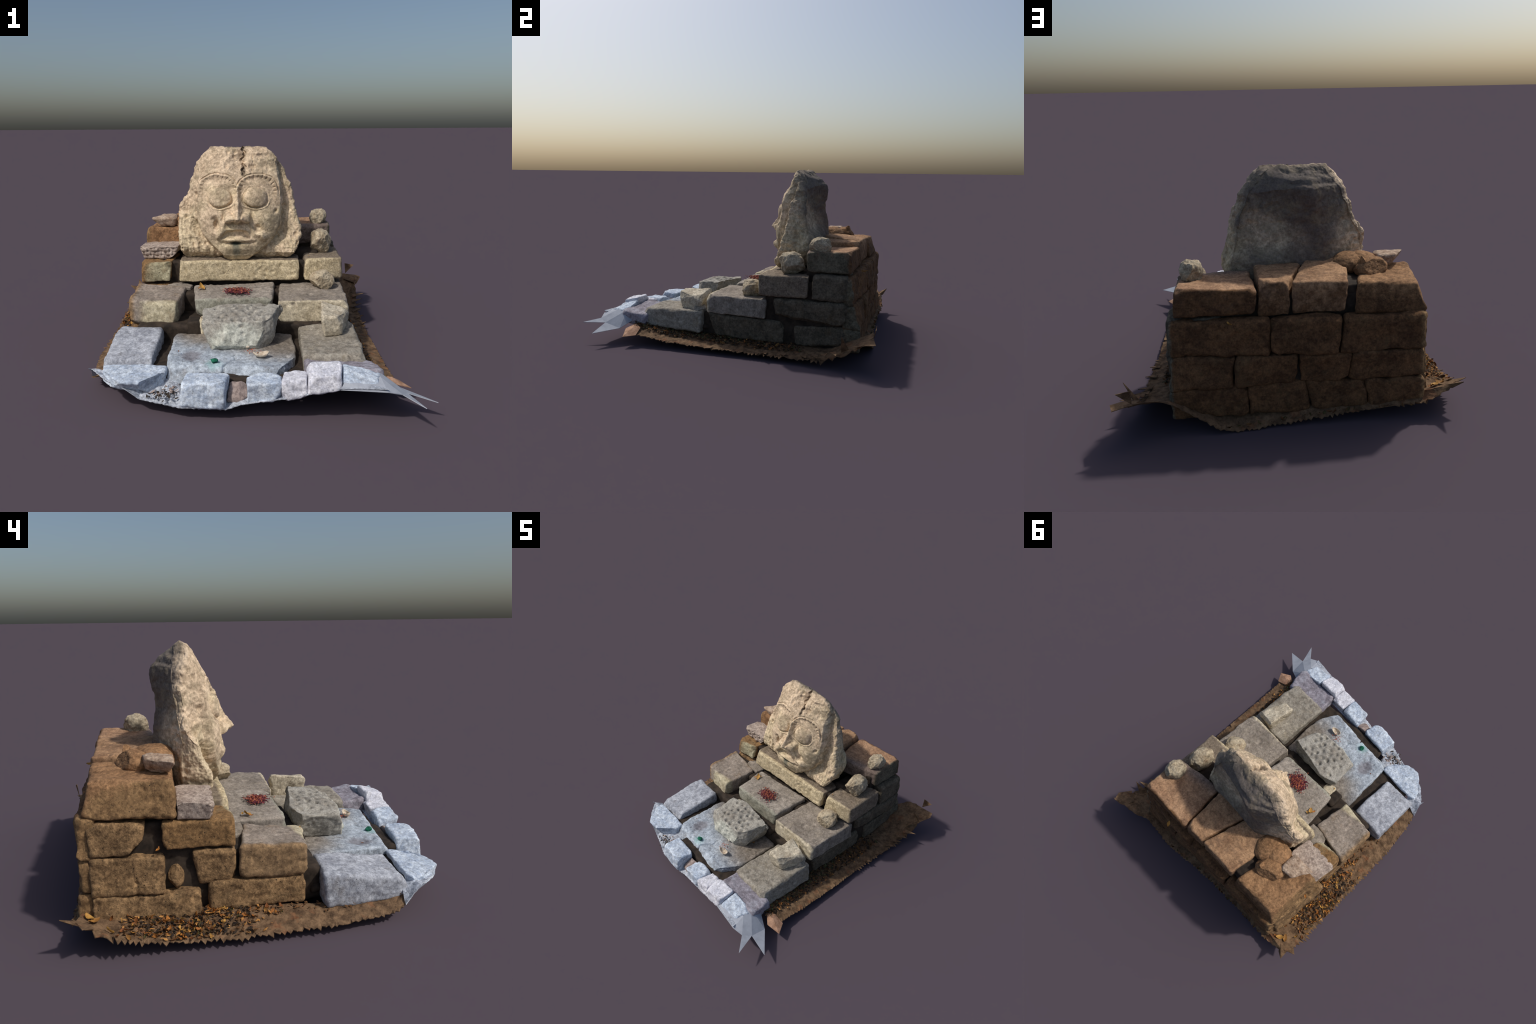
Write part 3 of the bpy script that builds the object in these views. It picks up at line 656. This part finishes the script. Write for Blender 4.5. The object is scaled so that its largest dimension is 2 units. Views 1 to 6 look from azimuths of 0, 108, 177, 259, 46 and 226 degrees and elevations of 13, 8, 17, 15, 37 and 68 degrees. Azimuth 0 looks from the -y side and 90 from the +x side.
def build_head():
    rows = 250
    zz = 0.495 + (1.168 - 0.495) * np.linspace(0, 1, rows)
    NF, NS, NB = 270, 44, 110
    loops = []
    for z in zz:
        xl, xr = OUTLINE(z, 1), OUTLINE(z, 2)
        fl, fr = HOOD(z, 1), HOOD(z, 2)
        bl, bm, br = BACK(z, 1), BACK(z, 2), BACK(z, 3)
        tf = np.linspace(0, 1, NF)
        x = xl + (xr - xl) * tf
        zs = np.full(NF, z)
        # hood front between the two rims, slightly hollow towards the face
        yh = fl + (fr - fl) * tf
        round_l, round_r = np.clip((x - xl) / 0.03, 0, 1), np.clip((xr - x) / 0.03, 0, 1)
        yh = yh + 0.022 * (1 - np.sqrt(1 - (1 - round_l) ** 2)) + 0.022 * (1 - np.sqrt(1 - (1 - round_r) ** 2))
        el, er = FACE_EDGE(z, 1), FACE_EDGE(z, 2)
        d = np.minimum(x - el, er - x)
        mid, half = (el + er) / 2, (er - el) / 2
        arc = np.abs((x - mid) / max(half, 0.21))
        yf = PROFILE(z) - 0.010 * smooth(1.12, 1.04, z) + 0.042 * arc ** 3 + 0.012 * arc ** 2
        flank = 0.014 + 0.050 * float(smooth(0.70, 0.78, z)) * (x < mid)
        m = np.clip((d + flank) / (flank + 0.018), 0, 1)
        m = m * m * (3 - 2 * m)
        yh2 = yh + 0.008 * np.exp(-((d + 0.022) / 0.02) ** 2) * smooth(1.10, 1.02, z)
        y = yh2 * (1 - m) + yf * m
        y = y + 0.011 * np.exp(-((d + 0.004) / 0.007) ** 2) * float(smooth(1.09, 1.02, z))
        y = np.where(d > 0, np.minimum(y, yh2 + 0.05), y)
        y = y - face_relief(x, zs) * smooth(0.0, 0.03, d)
        y = np.minimum(y, np.minimum(bl, br) - 0.004 + 0.06 * np.minimum(tf, 1 - tf))
        front = np.stack([x, y, zs], 1)
        ts = np.linspace(0, 1, NS + 2)[1:-1]
        right = np.stack([xr + 0.004 * np.sin(ts * math.pi) - 0.055 * ts ** 2.2, y[-1] + (br - y[-1]) * ts, np.full(NS, z)], 1)
        tb = np.linspace(0, 1, NB)
        xb0, xb1 = xr - 0.055, xl + 0.030
        xb = xb0 + (xb1 - xb0) * tb
        # back: two broad worn planes meeting on a soft vertical arris
        sunk = 0.055 * smooth(0.70, 0.80, z) * smooth(1.12, 1.02, z)
        yb = np.interp(tb, [0, 0.12, 0.36, 0.60, 0.68, 1.0], [br - 0.01, br + (bm - br) * 0.55 - sunk * 0.8, bm - 0.012 - sunk, bm - 0.002 - sunk * 0.25, bm, bl - sunk * 0.15])
        backs = np.stack([xb, yb, np.full(NB, z)], 1)
        left = np.stack([xl + 0.015 - 0.02 * np.sin(ts * math.pi * 0.5), bl + (y[0] - bl) * ts, np.full(NS, z)], 1)
        left[:, 0] = xb1 + (xl - xb1) * ts - 0.006 * np.sin(ts * math.pi)
        loops.append(np.concatenate([front, right, backs, left]))
    N = len(loops[0])
    # cap: shrink the last loop onto its own middle line with a little dome
    last = loops[-1]
    centre = np.stack([last[:, 0] * 0.9 - 0.004, np.full(N, 0.345), np.full(N, 0)], 1)
    for k in range(1, 9):
        t = k / 8
        c = last.copy()
        c[:, :2] = last[:, :2] * (1 - t) + centre[:, :2] * t
        c[:, 2] = last[:, 2] + 0.010 * math.sin(t * math.pi / 2)
        loops.append(c)
    first = loops[0].copy()
    first[:, :2] = first[:, :2] * 0.6 + np.array([-0.04, 0.33]) * 0.4
    loops.insert(0, first)
    V = np.concatenate(loops)
    R = len(loops)
    i, j = np.meshgrid(np.arange(R - 1), np.arange(N), indexing="ij")
    i, j = i.ravel(), j.ravel()
    jn = (j + 1) % N
    quads = np.stack([i * N + j, i * N + jn, (i + 1) * N + jn, (i + 1) * N + j], 1)
    n = normals_of(V, quads)
    el, er = FACE_EDGE(V[:, 2], 1), FACE_EDGE(V[:, 2], 2)
    inface = smooth(-0.005, 0.02, np.minimum(V[:, 0] - el, er - V[:, 0])) * (V[:, 1] < 0.34)
    fore = smooth(1.0, 1.06, V[:, 2])
    backside = smooth(0.40, 0.44, V[:, 1])
    raw = np.clip(1 - inface * (1 - fore * 0.75), 0, 1) * (1 - 0.6 * backside)
    h = 0.011 * raw * fbm(V * 9, 2, 41) + (0.0028 + 0.006 * raw) * fbm(V * 26, 3, 43) + (0.0010 + 0.0018 * raw) * fbm(V * 70, 2, 47)
    hollow = np.clip(0.45 - cells(V * np.array([26, 26, 22]), 51), 0, 1) * smooth(-0.1, 0.4, noise(V * 7, 53))
    h -= (0.009 + 0.026 * raw) * hollow
    furrow = 1 - np.abs(noise(V * np.array([24, 22, 5]), 57)) * 2.2
    h -= 0.006 * raw * (V[:, 1] < 0.42) * smooth(1.08, 0.98, V[:, 2]) * np.clip(furrow, 0, 1) ** 2
    rim = ((V[:, 0] < -0.33) | (V[:, 0] > 0.25)) * smooth(0.95, 0.8, V[:, 2])
    h += 0.006 * rim * fbm(V * 18, 3, 59)
    # horizontal chisel steps on the temples
    V = V + n * h[:, None]
    # broad breakage planes on the crown, behind
    for pt, nr in (((0.05, 0.40, 1.135), (0.1, 0.62, 0.78)), ((-0.20, 0.42, 1.12), (-0.25, 0.7, 0.65)), ((-0.07, 0.47, 1.085), (0.25, 0.85, 0.45)), ((0.17, 0.40, 1.10), (0.6, 0.45, 0.6))):
        V = cut(V, pt, nr, 61, 0.002)
    n = normals_of(V, quads)
    # split into named regions whose borders coincide
    c = V[quads].mean(1)
    X, Y, Zc = c[:, 0], c[:, 1], c[:, 2]
    region = np.zeros(len(quads), int)
    fe = np.minimum(X - FACE_EDGE(Zc, 1), FACE_EDGE(Zc, 2) - X)
    frontal = j < NF
    region[(fe < 0) | ~frontal] = 1
    for a, (cx, cz, ra, rb) in enumerate(EYES):
        region[frontal & ((((X - cx) / ra) ** 2 + ((Zc - cz) / rb) ** 2) < 1.05)] = 2 + a
    tt = np.clip((0.955 - Zc) / 0.19, 0, 1.2)
    region[frontal & (np.abs(X - NOSE_X) < 0.02 + 0.065 * tt ** 1.6) & (Zc > 0.728) & (Zc < 0.95)] = 4
    region[frontal & (np.abs(X + 0.055) < 0.095) & (Zc > 0.598) & (Zc < 0.70)] = 5
    names = ["carved_head", "hood", "eye", "eye", "nose", "mouth"]
    parts = []
    for r, nm in enumerate(names):
        f = quads[region == r]
        used, inv = np.unique(f, return_inverse=True)
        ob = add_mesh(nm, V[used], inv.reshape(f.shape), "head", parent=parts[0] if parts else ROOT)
        ob.data.normals_split_custom_set_from_vertices(n[used].tolist())
        parts.append(ob)
build_head()

# ------------------------------------------------------------------ soil skirt with ragged edge
def strip(name, mat, stations, step, rows, wave, tooth_seed, thickness=0.004):
    """a ribbon of ground between an inner line (under the stones) and a ragged outer rim"""
    rng = np.random.default_rng(tooth_seed)
    A = np.array([s[0] for s in stations], float)
    B = np.array([s[1] for s in stations], float)
    amp = np.array([s[2] for s in stations], float)
    cum = np.concatenate([[0], np.cumsum(np.linalg.norm(np.diff((A + B) / 2, axis=0), axis=1))])
    n = int(cum[-1] / step)
    t = np.linspace(0, cum[-1], n) + rng.uniform(-0.32, 0.32, n) * step
    t[0], t[-1] = 0, cum[-1]
    a = np.stack([np.interp(t, cum, A[:, k]) for k in range(3)], 1)
    b = np.stack([np.interp(t, cum, B[:, k]) for k in range(3)], 1)
    am = np.interp(t, cum, amp)
    out = b - a
    out /= np.linalg.norm(out, axis=1, keepdims=True)
    tooth = np.where(np.arange(n) % 2 == 0, 1.0, -0.7) * rng.uniform(0.1, 1.2, n) * am * (0.75 + 0.5 * np.sin(t * 9 + 3 * np.sin(t * 4)))
    verts = []
    for r in range(rows):
        f = r / (rows - 1)
        p = a * (1 - f) + b * f
        if r == rows - 1:
            p = p + out * tooth[:, None]
            p[:, 2] += rng.normal(0, 0.3, n) * am
        p[:, 2] += wave * (1 - f) * f * 4 * fbm(p * 22, 3, tooth_seed)
        p[:, 2] = np.maximum(p[:, 2], 0.004)
        verts.append(p)
    V = np.concatenate(verts)
    faces = [(r * n + i, r * n + i + 1, (r + 1) * n + i + 1, (r + 1) * n + i) for r in range(rows - 1) for i in range(n - 1)]
    ob = add_mesh(name, V, faces, mat, is_smooth=False)
    m = ob.modifiers.new("thick", "SOLIDIFY")
    m.thickness, m.offset = thickness, -1
    return ob

SKIRT = [((-0.66, -0.56, 0.10), (-0.755, -0.545, 0.075), 0.008), ((-0.66, -0.48, 0.080), (-0.782, -0.46, 0.050), 0.012), ((-0.65, -0.2, 0.06), (-0.812, -0.2, 0.042), 0.012),
    ((-0.62, 0.2, 0.085), (-0.817, 0.2, 0.036), 0.013), ((-0.62, 0.5, 0.09), (-0.820, 0.5, 0.055), 0.015), ((-0.60, 0.74, 0.10), (-0.822, 0.70, 0.095), 0.022),
    ((-0.60, 0.82, 0.11), (-0.79, 0.84, 0.165), 0.03), ((-0.58, 0.80, 0.10), (-0.65, 0.868, 0.085), 0.014), ((-0.35, 0.79, 0.08), (-0.36, 0.864, 0.060), 0.010),
    ((-0.1, 0.79, 0.06), (-0.1, 0.872, 0.030), 0.010), ((0.13, 0.79, 0.05), (0.13, 0.892, 0.014), 0.010), ((0.27, 0.78, 0.05), (0.27, 0.916, 0.004), 0.008),
    ((0.35, 0.78, 0.05), (0.36, 0.924, 0.028), 0.008), ((0.45, 0.77, 0.07), (0.47, 0.915, 0.095), 0.006), ((0.52, 0.76, 0.08), (0.56, 0.91, 0.155), 0.004),
    ((0.55, 0.76, 0.09), (0.62, 0.950, 0.205), 0.006), ((0.56, 0.74, 0.09), (0.70, 0.965, 0.212), 0.008), ((0.57, 0.72, 0.08), (0.80, 0.955, 0.195), 0.012), ((0.56, 0.69, 0.065), (0.80, 0.80, 0.10), 0.020), ((0.56, 0.65, 0.06), (0.775, 0.68, 0.042), 0.020), ((0.56, 0.5, 0.062), (0.768, 0.5, 0.036), 0.020),
    ((0.56, 0.2, 0.058), (0.755, 0.2, 0.032), 0.018), ((0.56, -0.1, 0.065), (0.757, -0.1, 0.040), 0.012), ((0.57, -0.4, 0.085), (0.752, -0.4, 0.050), 0.012), ((0.575, -0.59, 0.12), (0.745, -0.58, 0.07), 0.010),
    ((0.60, -0.66, 0.14), (0.775, -0.655, 0.072), 0.008)]
strip("soil_skirt", "soil", SKIRT, 0.0125, 9, 0.012, 5)
APRON = [((-0.64, -0.56, 0.12), (-0.765, -0.535, 0.075), 0.004), ((-0.64, -0.60, 0.13), (-0.738, -0.619, 0.150), 0.003), ((-0.60, -0.66, 0.11), (-0.655, -0.712, 0.140), 0.002), ((-0.52, -0.68, 0.10), (-0.545, -0.766, 0.112), 0.002),
    ((-0.46, -0.61, 0.11), (-0.478, -0.778, 0.068), 0.003), ((-0.33, -0.62, 0.11), (-0.37, -0.812, 0.062), 0.002),
    ((-0.29, -0.72, 0.08), (-0.29, -0.842, 0.058), 0.002), ((-0.07, -0.72, 0.08), (-0.074, -0.848, 0.052), 0.003), ((-0.02, -0.74, 0.09), (-0.005, -0.852, 0.078), 0.002), ((0.21, -0.74, 0.12), (0.21, -0.872, 0.117), 0.002),
    ((0.43, -0.75, 0.15), (0.43, -0.895, 0.174), 0.002), ((0.60, -0.76, 0.17), (0.632, -0.924, 0.182), 0.001)]
strip("front_bedding", "apron", APRON, 0.012, 7, 0.02, 8)

# torn rim fragments at the front right corner and at the back corners
P = dict(kf=(0.446, -0.880, 0.196), ke=(0.618, -0.825, 0.196), kt=(0.612, -0.752, 0.200), fan=(0.632, -0.924, 0.170), fan2=(0.700, -0.905, 0.150), tipb=(0.779, -0.996, 0.132),
         notch=(0.734, -0.850, 0.131), tipa=(0.872, -0.863, 0.090), in3=(0.735, -0.738, 0.102), in2=(0.64, -0.69, 0.140), tip2=(0.806, -0.673, 0.065), kl=(0.43, -0.893, 0.166))
names = list(P)
tris = [("kl", "fan", "kf"), ("kf", "fan", "ke"), ("ke", "fan", "fan2"), ("ke", "fan2", "notch"), ("fan2", "tipb", "notch"), ("ke", "notch", "kt"), ("kt", "notch", "in3"), ("notch", "tipa", "in3"), ("kt", "in3", "in2")]
def fragment(name, mat, pts, faces, thickness=0.003):
    ob = add_mesh(name, np.array(pts), faces, mat, is_smooth=False)
    m = ob.modifiers.new("thick", "SOLIDIFY")
    m.thickness, m.offset = thickness, -1
    return ob
fragment("torn_rim", "fan", [P[k] for k in names], [[names.index(k) for k in t] for t in tris])
fragment("paper_scrap", "peach", [(0.66, -0.655, 0.125), (0.72, -0.70, 0.100), (0.806, -0.673, 0.068), (0.764, -0.60, 0.074), (0.69, -0.605, 0.105), (0.715, -0.645, 0.112)],
         [(0, 1, 5), (1, 2, 5), (2, 3, 5), (3, 4, 5), (4, 0, 5)])
fragment("rim_shard", "soil", [(0.738, 0.985, 0.284), (0.743, 0.971, 0.210), (0.808, 0.988, 0.271)], [(0, 1, 2)])
fragment("rim_shard", "soil", [(0.72, 0.90, 0.185), (0.81, 0.86, 0.16), (0.850, 0.940, 0.19), (0.830, 0.995, 0.19), (0.74, 0.970, 0.205)], [(0, 1, 2, 4), (4, 2, 3)])
fragment("rim_shard", "soil", [(0.74, 0.78, 0.10), (0.816, 0.794, 0.222), (0.76, 0.83, 0.13)], [(0, 1, 2)])
fragment("rim_shard", "soil", [(-0.72, 0.80, 0.13), (-0.76, 0.86, 0.15), (-0.805, 0.885, 0.195), (-0.80, 0.82, 0.16), (-0.85, 0.80, 0.17), (-0.80, 0.76, 0.14)], [(0, 1, 2), (0, 2, 3), (0, 3, 5), (3, 4, 5)])
for x, y, z, dx, dy in ((0.765, 0.62, 0.06, 0.07, 0.03), (0.775, 0.68, 0.08, 0.075, 0.02), (0.79, 0.74, 0.10, 0.09, 0.03), (0.76, 0.55, 0.05, 0.06, 0.03), (0.755, 0.42, 0.045, 0.05, 0.02), (0.755, 0.30, 0.04, 0.04, 0.02)):
    fragment("rim_shard", "soil", [(x - 0.03, y - 0.025, z), (x + dx * 0.65, y + dy, z + 0.012), (x - 0.03, y + 0.02, z + 0.006)], [(0, 1, 2)])
fragment("rim_shard", "fan", [(-0.72, -0.59, 0.13), (-0.748, -0.632, 0.158), (-0.735, -0.57, 0.10)], [(0, 1, 2)])

# ------------------------------------------------------------------ leaves, petals, scraps
def leaf_mesh(name, mat, length, width, curl, seed):
    rng = np.random.default_rng(seed)
    V, F = [], []
    n = 7
    for i in range(n):
        t = i / (n - 1)
        w = width * math.sin(math.pi * (0.06 + 0.9 * t)) ** 0.8
        zc = curl * (t - 0.5) ** 2 * 4
        for k in (-1, 0, 1):
            V.append(((t - 0.5) * length, k * w / 2, zc + abs(k) * curl * 0.8 + rng.normal(0, curl * 0.2)))
    for i in range(n - 1):
        for k in range(2):
            a = i * 3 + k
            F.append((a, a + 1, a + 4, a + 3))
    me = bpy.data.meshes.new(name)
    me.from_pydata(V, [], F)
    me.materials.append(MAT[mat])
    me.polygons.foreach_set("use_smooth", [True] * len(F))
    me.update()
    return me

def place(name, me, x, y, z, rng, scale, tilt=0.5):
    ob = bpy.data.objects.new(name, me)
    ob.location = (x, y, z)
    ob.rotation_euler = (rng.normal(0, tilt), rng.normal(0, tilt), rng.uniform(0, 6.28))
    s = scale * rng.uniform(0.7, 1.35)
    ob.scale = (s, s, s)
    bpy.context.scene.collection.objects.link(ob)
    ob.parent = ROOT
    return ob

def skirt_point(y, f, right):
    rows = [s for s in SKIRT if (s[0][0] > 0.5 if right else s[0][0] < -0.59)]
    rows.sort(key=lambda s: s[1][1])
    ys = [s[1][1] for s in rows]
    a = [np.interp(y, ys, [s[0][k] for s in rows]) for k in (0, 2)]
    b = [np.interp(y, ys, [s[1][k] for s in rows]) for k in (0, 2)]
    return a[0] * (1 - f) + b[0] * f, a[1] * (1 - f) + b[1] * f

rng = np.random.default_rng(21)
dead = [leaf_mesh("leaf", "dead_leaf", 0.034, 0.017, 0.005, s) for s in range(5)]
damp = [leaf_mesh("leaf", "dark_leaf", 0.030, 0.015, 0.004, s + 9) for s in range(4)]
for i in range(165):
    y = np.clip(rng.normal(0.38, 0.17), 0.0, 0.80)
    f = rng.uniform(0.1, 1.0) if y > 0.25 else rng.uniform(0.05, 0.5)
    x, z = skirt_point(y, f, False)
    place("leaf", dead[i % 5] if rng.random() < 0.75 else damp[i % 4], x, y, z + 0.008, rng, 0.85)
for i in range(85):
    y = rng.uniform(-0.66, 0.55)
    f = rng.uniform(0.05, 0.6)
    x, z = skirt_point(y, f, True)
    place("leaf", damp[i % 4] if rng.random() < 0.8 else dead[i % 5], x, y, z + 0.008, rng, 0.8)
for i in range(26):
    x = rng.uniform(-0.6, 0.4)
    place("leaf", damp[i % 4], x, 0.868 + max(0, x) * 0.12, np.interp(x, [-0.36, -0.1, 0.13, 0.3], [0.065, 0.04, 0.02, 0.012]) + 0.01, rng, 0.7)
for (x, y, z, s, k) in ((-0.26, 0.072, 0.362, 1.3, 0), (-0.275, 0.055, 0.360, 1.0, 1), (-0.25, 0.09, 0.362, 0.9, 2), (-0.645, 0.505, 0.375, 0.9, 3), (-0.64, 0.41, 0.55, 0.5, 1), (-0.70, 0.79, 0.13, 1.6, 2), (-0.73, 0.77, 0.13, 1.4, 0),
                        (-0.04, -0.46, 0.196, 0.45, 1), (-0.24, -0.20, 0.265, 0.5, 2), (0.15, -0.33, 0.19, 0.5, 0), (-0.33, -0.50, 0.19, 0.35, 4), (0.30, 0.845, 0.52, 0.9, 2), (0.39, 0.23, 0.515, 0.5, 2)):
    place("leaf", dead[k], x, y, z, rng, s, 0.25)

def scatter_stuff(name, mat, count, centre, spread, size, seed):
    """a small heap of crumbs joined into one part"""
    r = np.random.default_rng(seed)
    V, F = [], []
    for i in range(count):
        d = r.normal(0, 1, 2) * np.array(spread) * 0.6
        p = np.array([centre[0] + d[0], centre[1] + d[1], centre[2] + r.uniform(0, 0.008) * math.exp(-(d[0] / spread[0]) ** 2)])
        a, tilt, L = r.uniform(0, 6.28), r.normal(0, 0.5), size * r.uniform(0.6, 1.4)
        ax = np.array([math.cos(a) * math.cos(tilt), math.sin(a) * math.cos(tilt), math.sin(tilt)]) * L
        bx = np.array([-math.sin(a), math.cos(a), r.normal(0, 0.3)]) * L * 0.4
        up = np.array([0, 0, L * 0.22])
        k = len(V)
        V += [p - ax, p + bx, p + ax, p - bx, p + up, p - up]
        F += [(k, k + 1, k + 4), (k + 1, k + 2, k + 4), (k + 2, k + 3, k + 4), (k + 3, k, k + 4), (k + 1, k, k + 5), (k + 2, k + 1, k + 5), (k + 3, k + 2, k + 5), (k, k + 3, k + 5)]
    ob = add_mesh(name, np.array(V), F, mat, is_smooth=False)
    ob["kind"] = "stuff"
    return ob
MAT["petal_dark"] = plain_material("dark_dried_petal", lin(112, 46, 60), lin(60, 28, 36), 90)
MAT["petal_orange"] = plain_material("orange_dried_petal", lin(178, 108, 80), lin(134, 66, 54), 90)
scatter_stuff("petal_heap", "petal_dark", 300, (-0.048, -0.022, 0.364), (0.058, 0.044), 0.010, 3)
scatter_stuff("petal_heap", "petal_orange", 190, (-0.044, -0.016, 0.367), (0.055, 0.040), 0.008, 4)
scatter_stuff("petal_heap", "petal_orange", 22, (0.045, -0.53, 0.198), (0.035, 0.03), 0.007, 5)
scatter_stuff("debris_crumbs", "brick", 34, (-0.345, -0.715, 0.092), (0.05, 0.06), 0.014, 6)
scatter_stuff("debris_crumbs", "apron", 60, (-0.37, -0.74, 0.084), (0.07, 0.06), 0.013, 7)
scatter_stuff("debris_crumbs", "earth", 90, (-0.37, -0.73, 0.084), (0.07, 0.06), 0.012, 8)
def litter(mat, count, right, y0, y1, f0, f1, size, seed):
    """fallen scraps along a stretch of the soil skirt, joined into one part"""
    r = np.random.default_rng(seed)
    V, F = [], []
    for i in range(count):
        y, f = r.uniform(y0, y1), f0 + (f1 - f0) * r.random() ** 1.3
        x, z = skirt_point(y, f, right)
        a, L = r.uniform(0, 6.28), size * r.uniform(0.6, 1.5)
        p = np.array([x, y, z + 0.006 + r.uniform(0, 0.008)])
        ax = np.array([math.cos(a), math.sin(a), r.normal(0, 0.35)]) * L
        bx = np.array([-math.sin(a), math.cos(a), r.normal(0, 0.35)]) * L * 0.5
        up = np.array([0, 0, L * 0.15])
        k = len(V)
        V += [p - ax, p + bx, p + ax, p - bx, p + up, p - up]
        F += [(k, k + 1, k + 4), (k + 1, k + 2, k + 4), (k + 2, k + 3, k + 4), (k + 3, k, k + 4), (k + 1, k, k + 5), (k + 2, k + 1, k + 5), (k + 3, k + 2, k + 5), (k, k + 3, k + 5)]
    ob = add_mesh("leaf_litter", np.array(V), F, mat, is_smooth=False)
    ob["kind"] = "stuff"
for i, (name, a, b) in enumerate((("brown_litter", (128, 92, 58), (70, 48, 30)), ("dark_litter", (62, 50, 40), (34, 28, 24)), ("ochre_litter", (196, 146, 82), (142, 92, 48)), ("olive_litter", (104, 104, 66), (60, 62, 40)))):
    MAT[name] = plain_material(name, lin(*a), lin(*b), 70)
litter("brown_litter", 260, False, 0.10, 0.66, 0.1, 0.95, 0.009, 31)
litter("dark_litter", 320, False, 0.14, 0.62, 0.1, 0.9, 0.010, 32)
litter("ochre_litter", 120, False, 0.05, 0.66, 0.1, 0.95, 0.009, 33)
litter("brown_litter", 90, False, -0.55, 0.10, 0.0, 0.4, 0.008, 34)
litter("brown_litter", 420, True, -0.68, 0.50, 0.05, 0.6, 0.009, 35)
litter("dark_litter", 420, True, -0.68, 0.55, 0.05, 0.6, 0.010, 36)
litter("olive_litter", 200, True, -0.70, 0.10, 0.05, 0.5, 0.009, 37)
litter("ochre_litter", 50, True, -0.68, 0.40, 0.1, 0.7, 0.008, 38)
boulder("glass_scrap", "green", (-0.143, -0.608, 0.186), (0.020, 0.018, 0.013), n=10)
block("brick_scrap", "brick", [(-0.075, -0.815, 0.095), (0.018, -0.825, 0.110), (0.020, -0.745, 0.150), (-0.065, -0.745, 0.150)], 0.07, r=0.012, chips=2)
# half husk: an open bowl of pale shell
def husk(centre, rx, ry, h):
    V, F = [], []
    n, m = 16, 5
    for i in range(m):
        t = i / (m - 1)
        for k in range(n):
            a = 2 * math.pi * k / n
            w = math.sin(math.pi * 0.5 * (0.25 + 0.75 * t))
            V.append((centre[0] + rx * w * math.cos(a), centre[1] + ry * w * math.sin(a), centre[2] + h * t ** 1.5 * (1 + 0.25 * math.sin(2 * a + 1))))
    for i in range(m - 1):
        for k in range(n):
            F.append((i * n + k, i * n + (k + 1) % n, (i + 1) * n + (k + 1) % n, (i + 1) * n + k))
    F.append(tuple(range(n))[::-1])
    ob = add_mesh("husk_bowl", np.array(V), F, "shell")
    s = ob.modifiers.new("thick", "SOLIDIFY")
    s.thickness = 0.003
husk((0.085, -0.563, 0.186), 0.040, 0.022, 0.022)
boulder("husk_scrap", "shell", (0.02, -0.453, 0.196), (0.013, 0.013, 0.010), n=8)
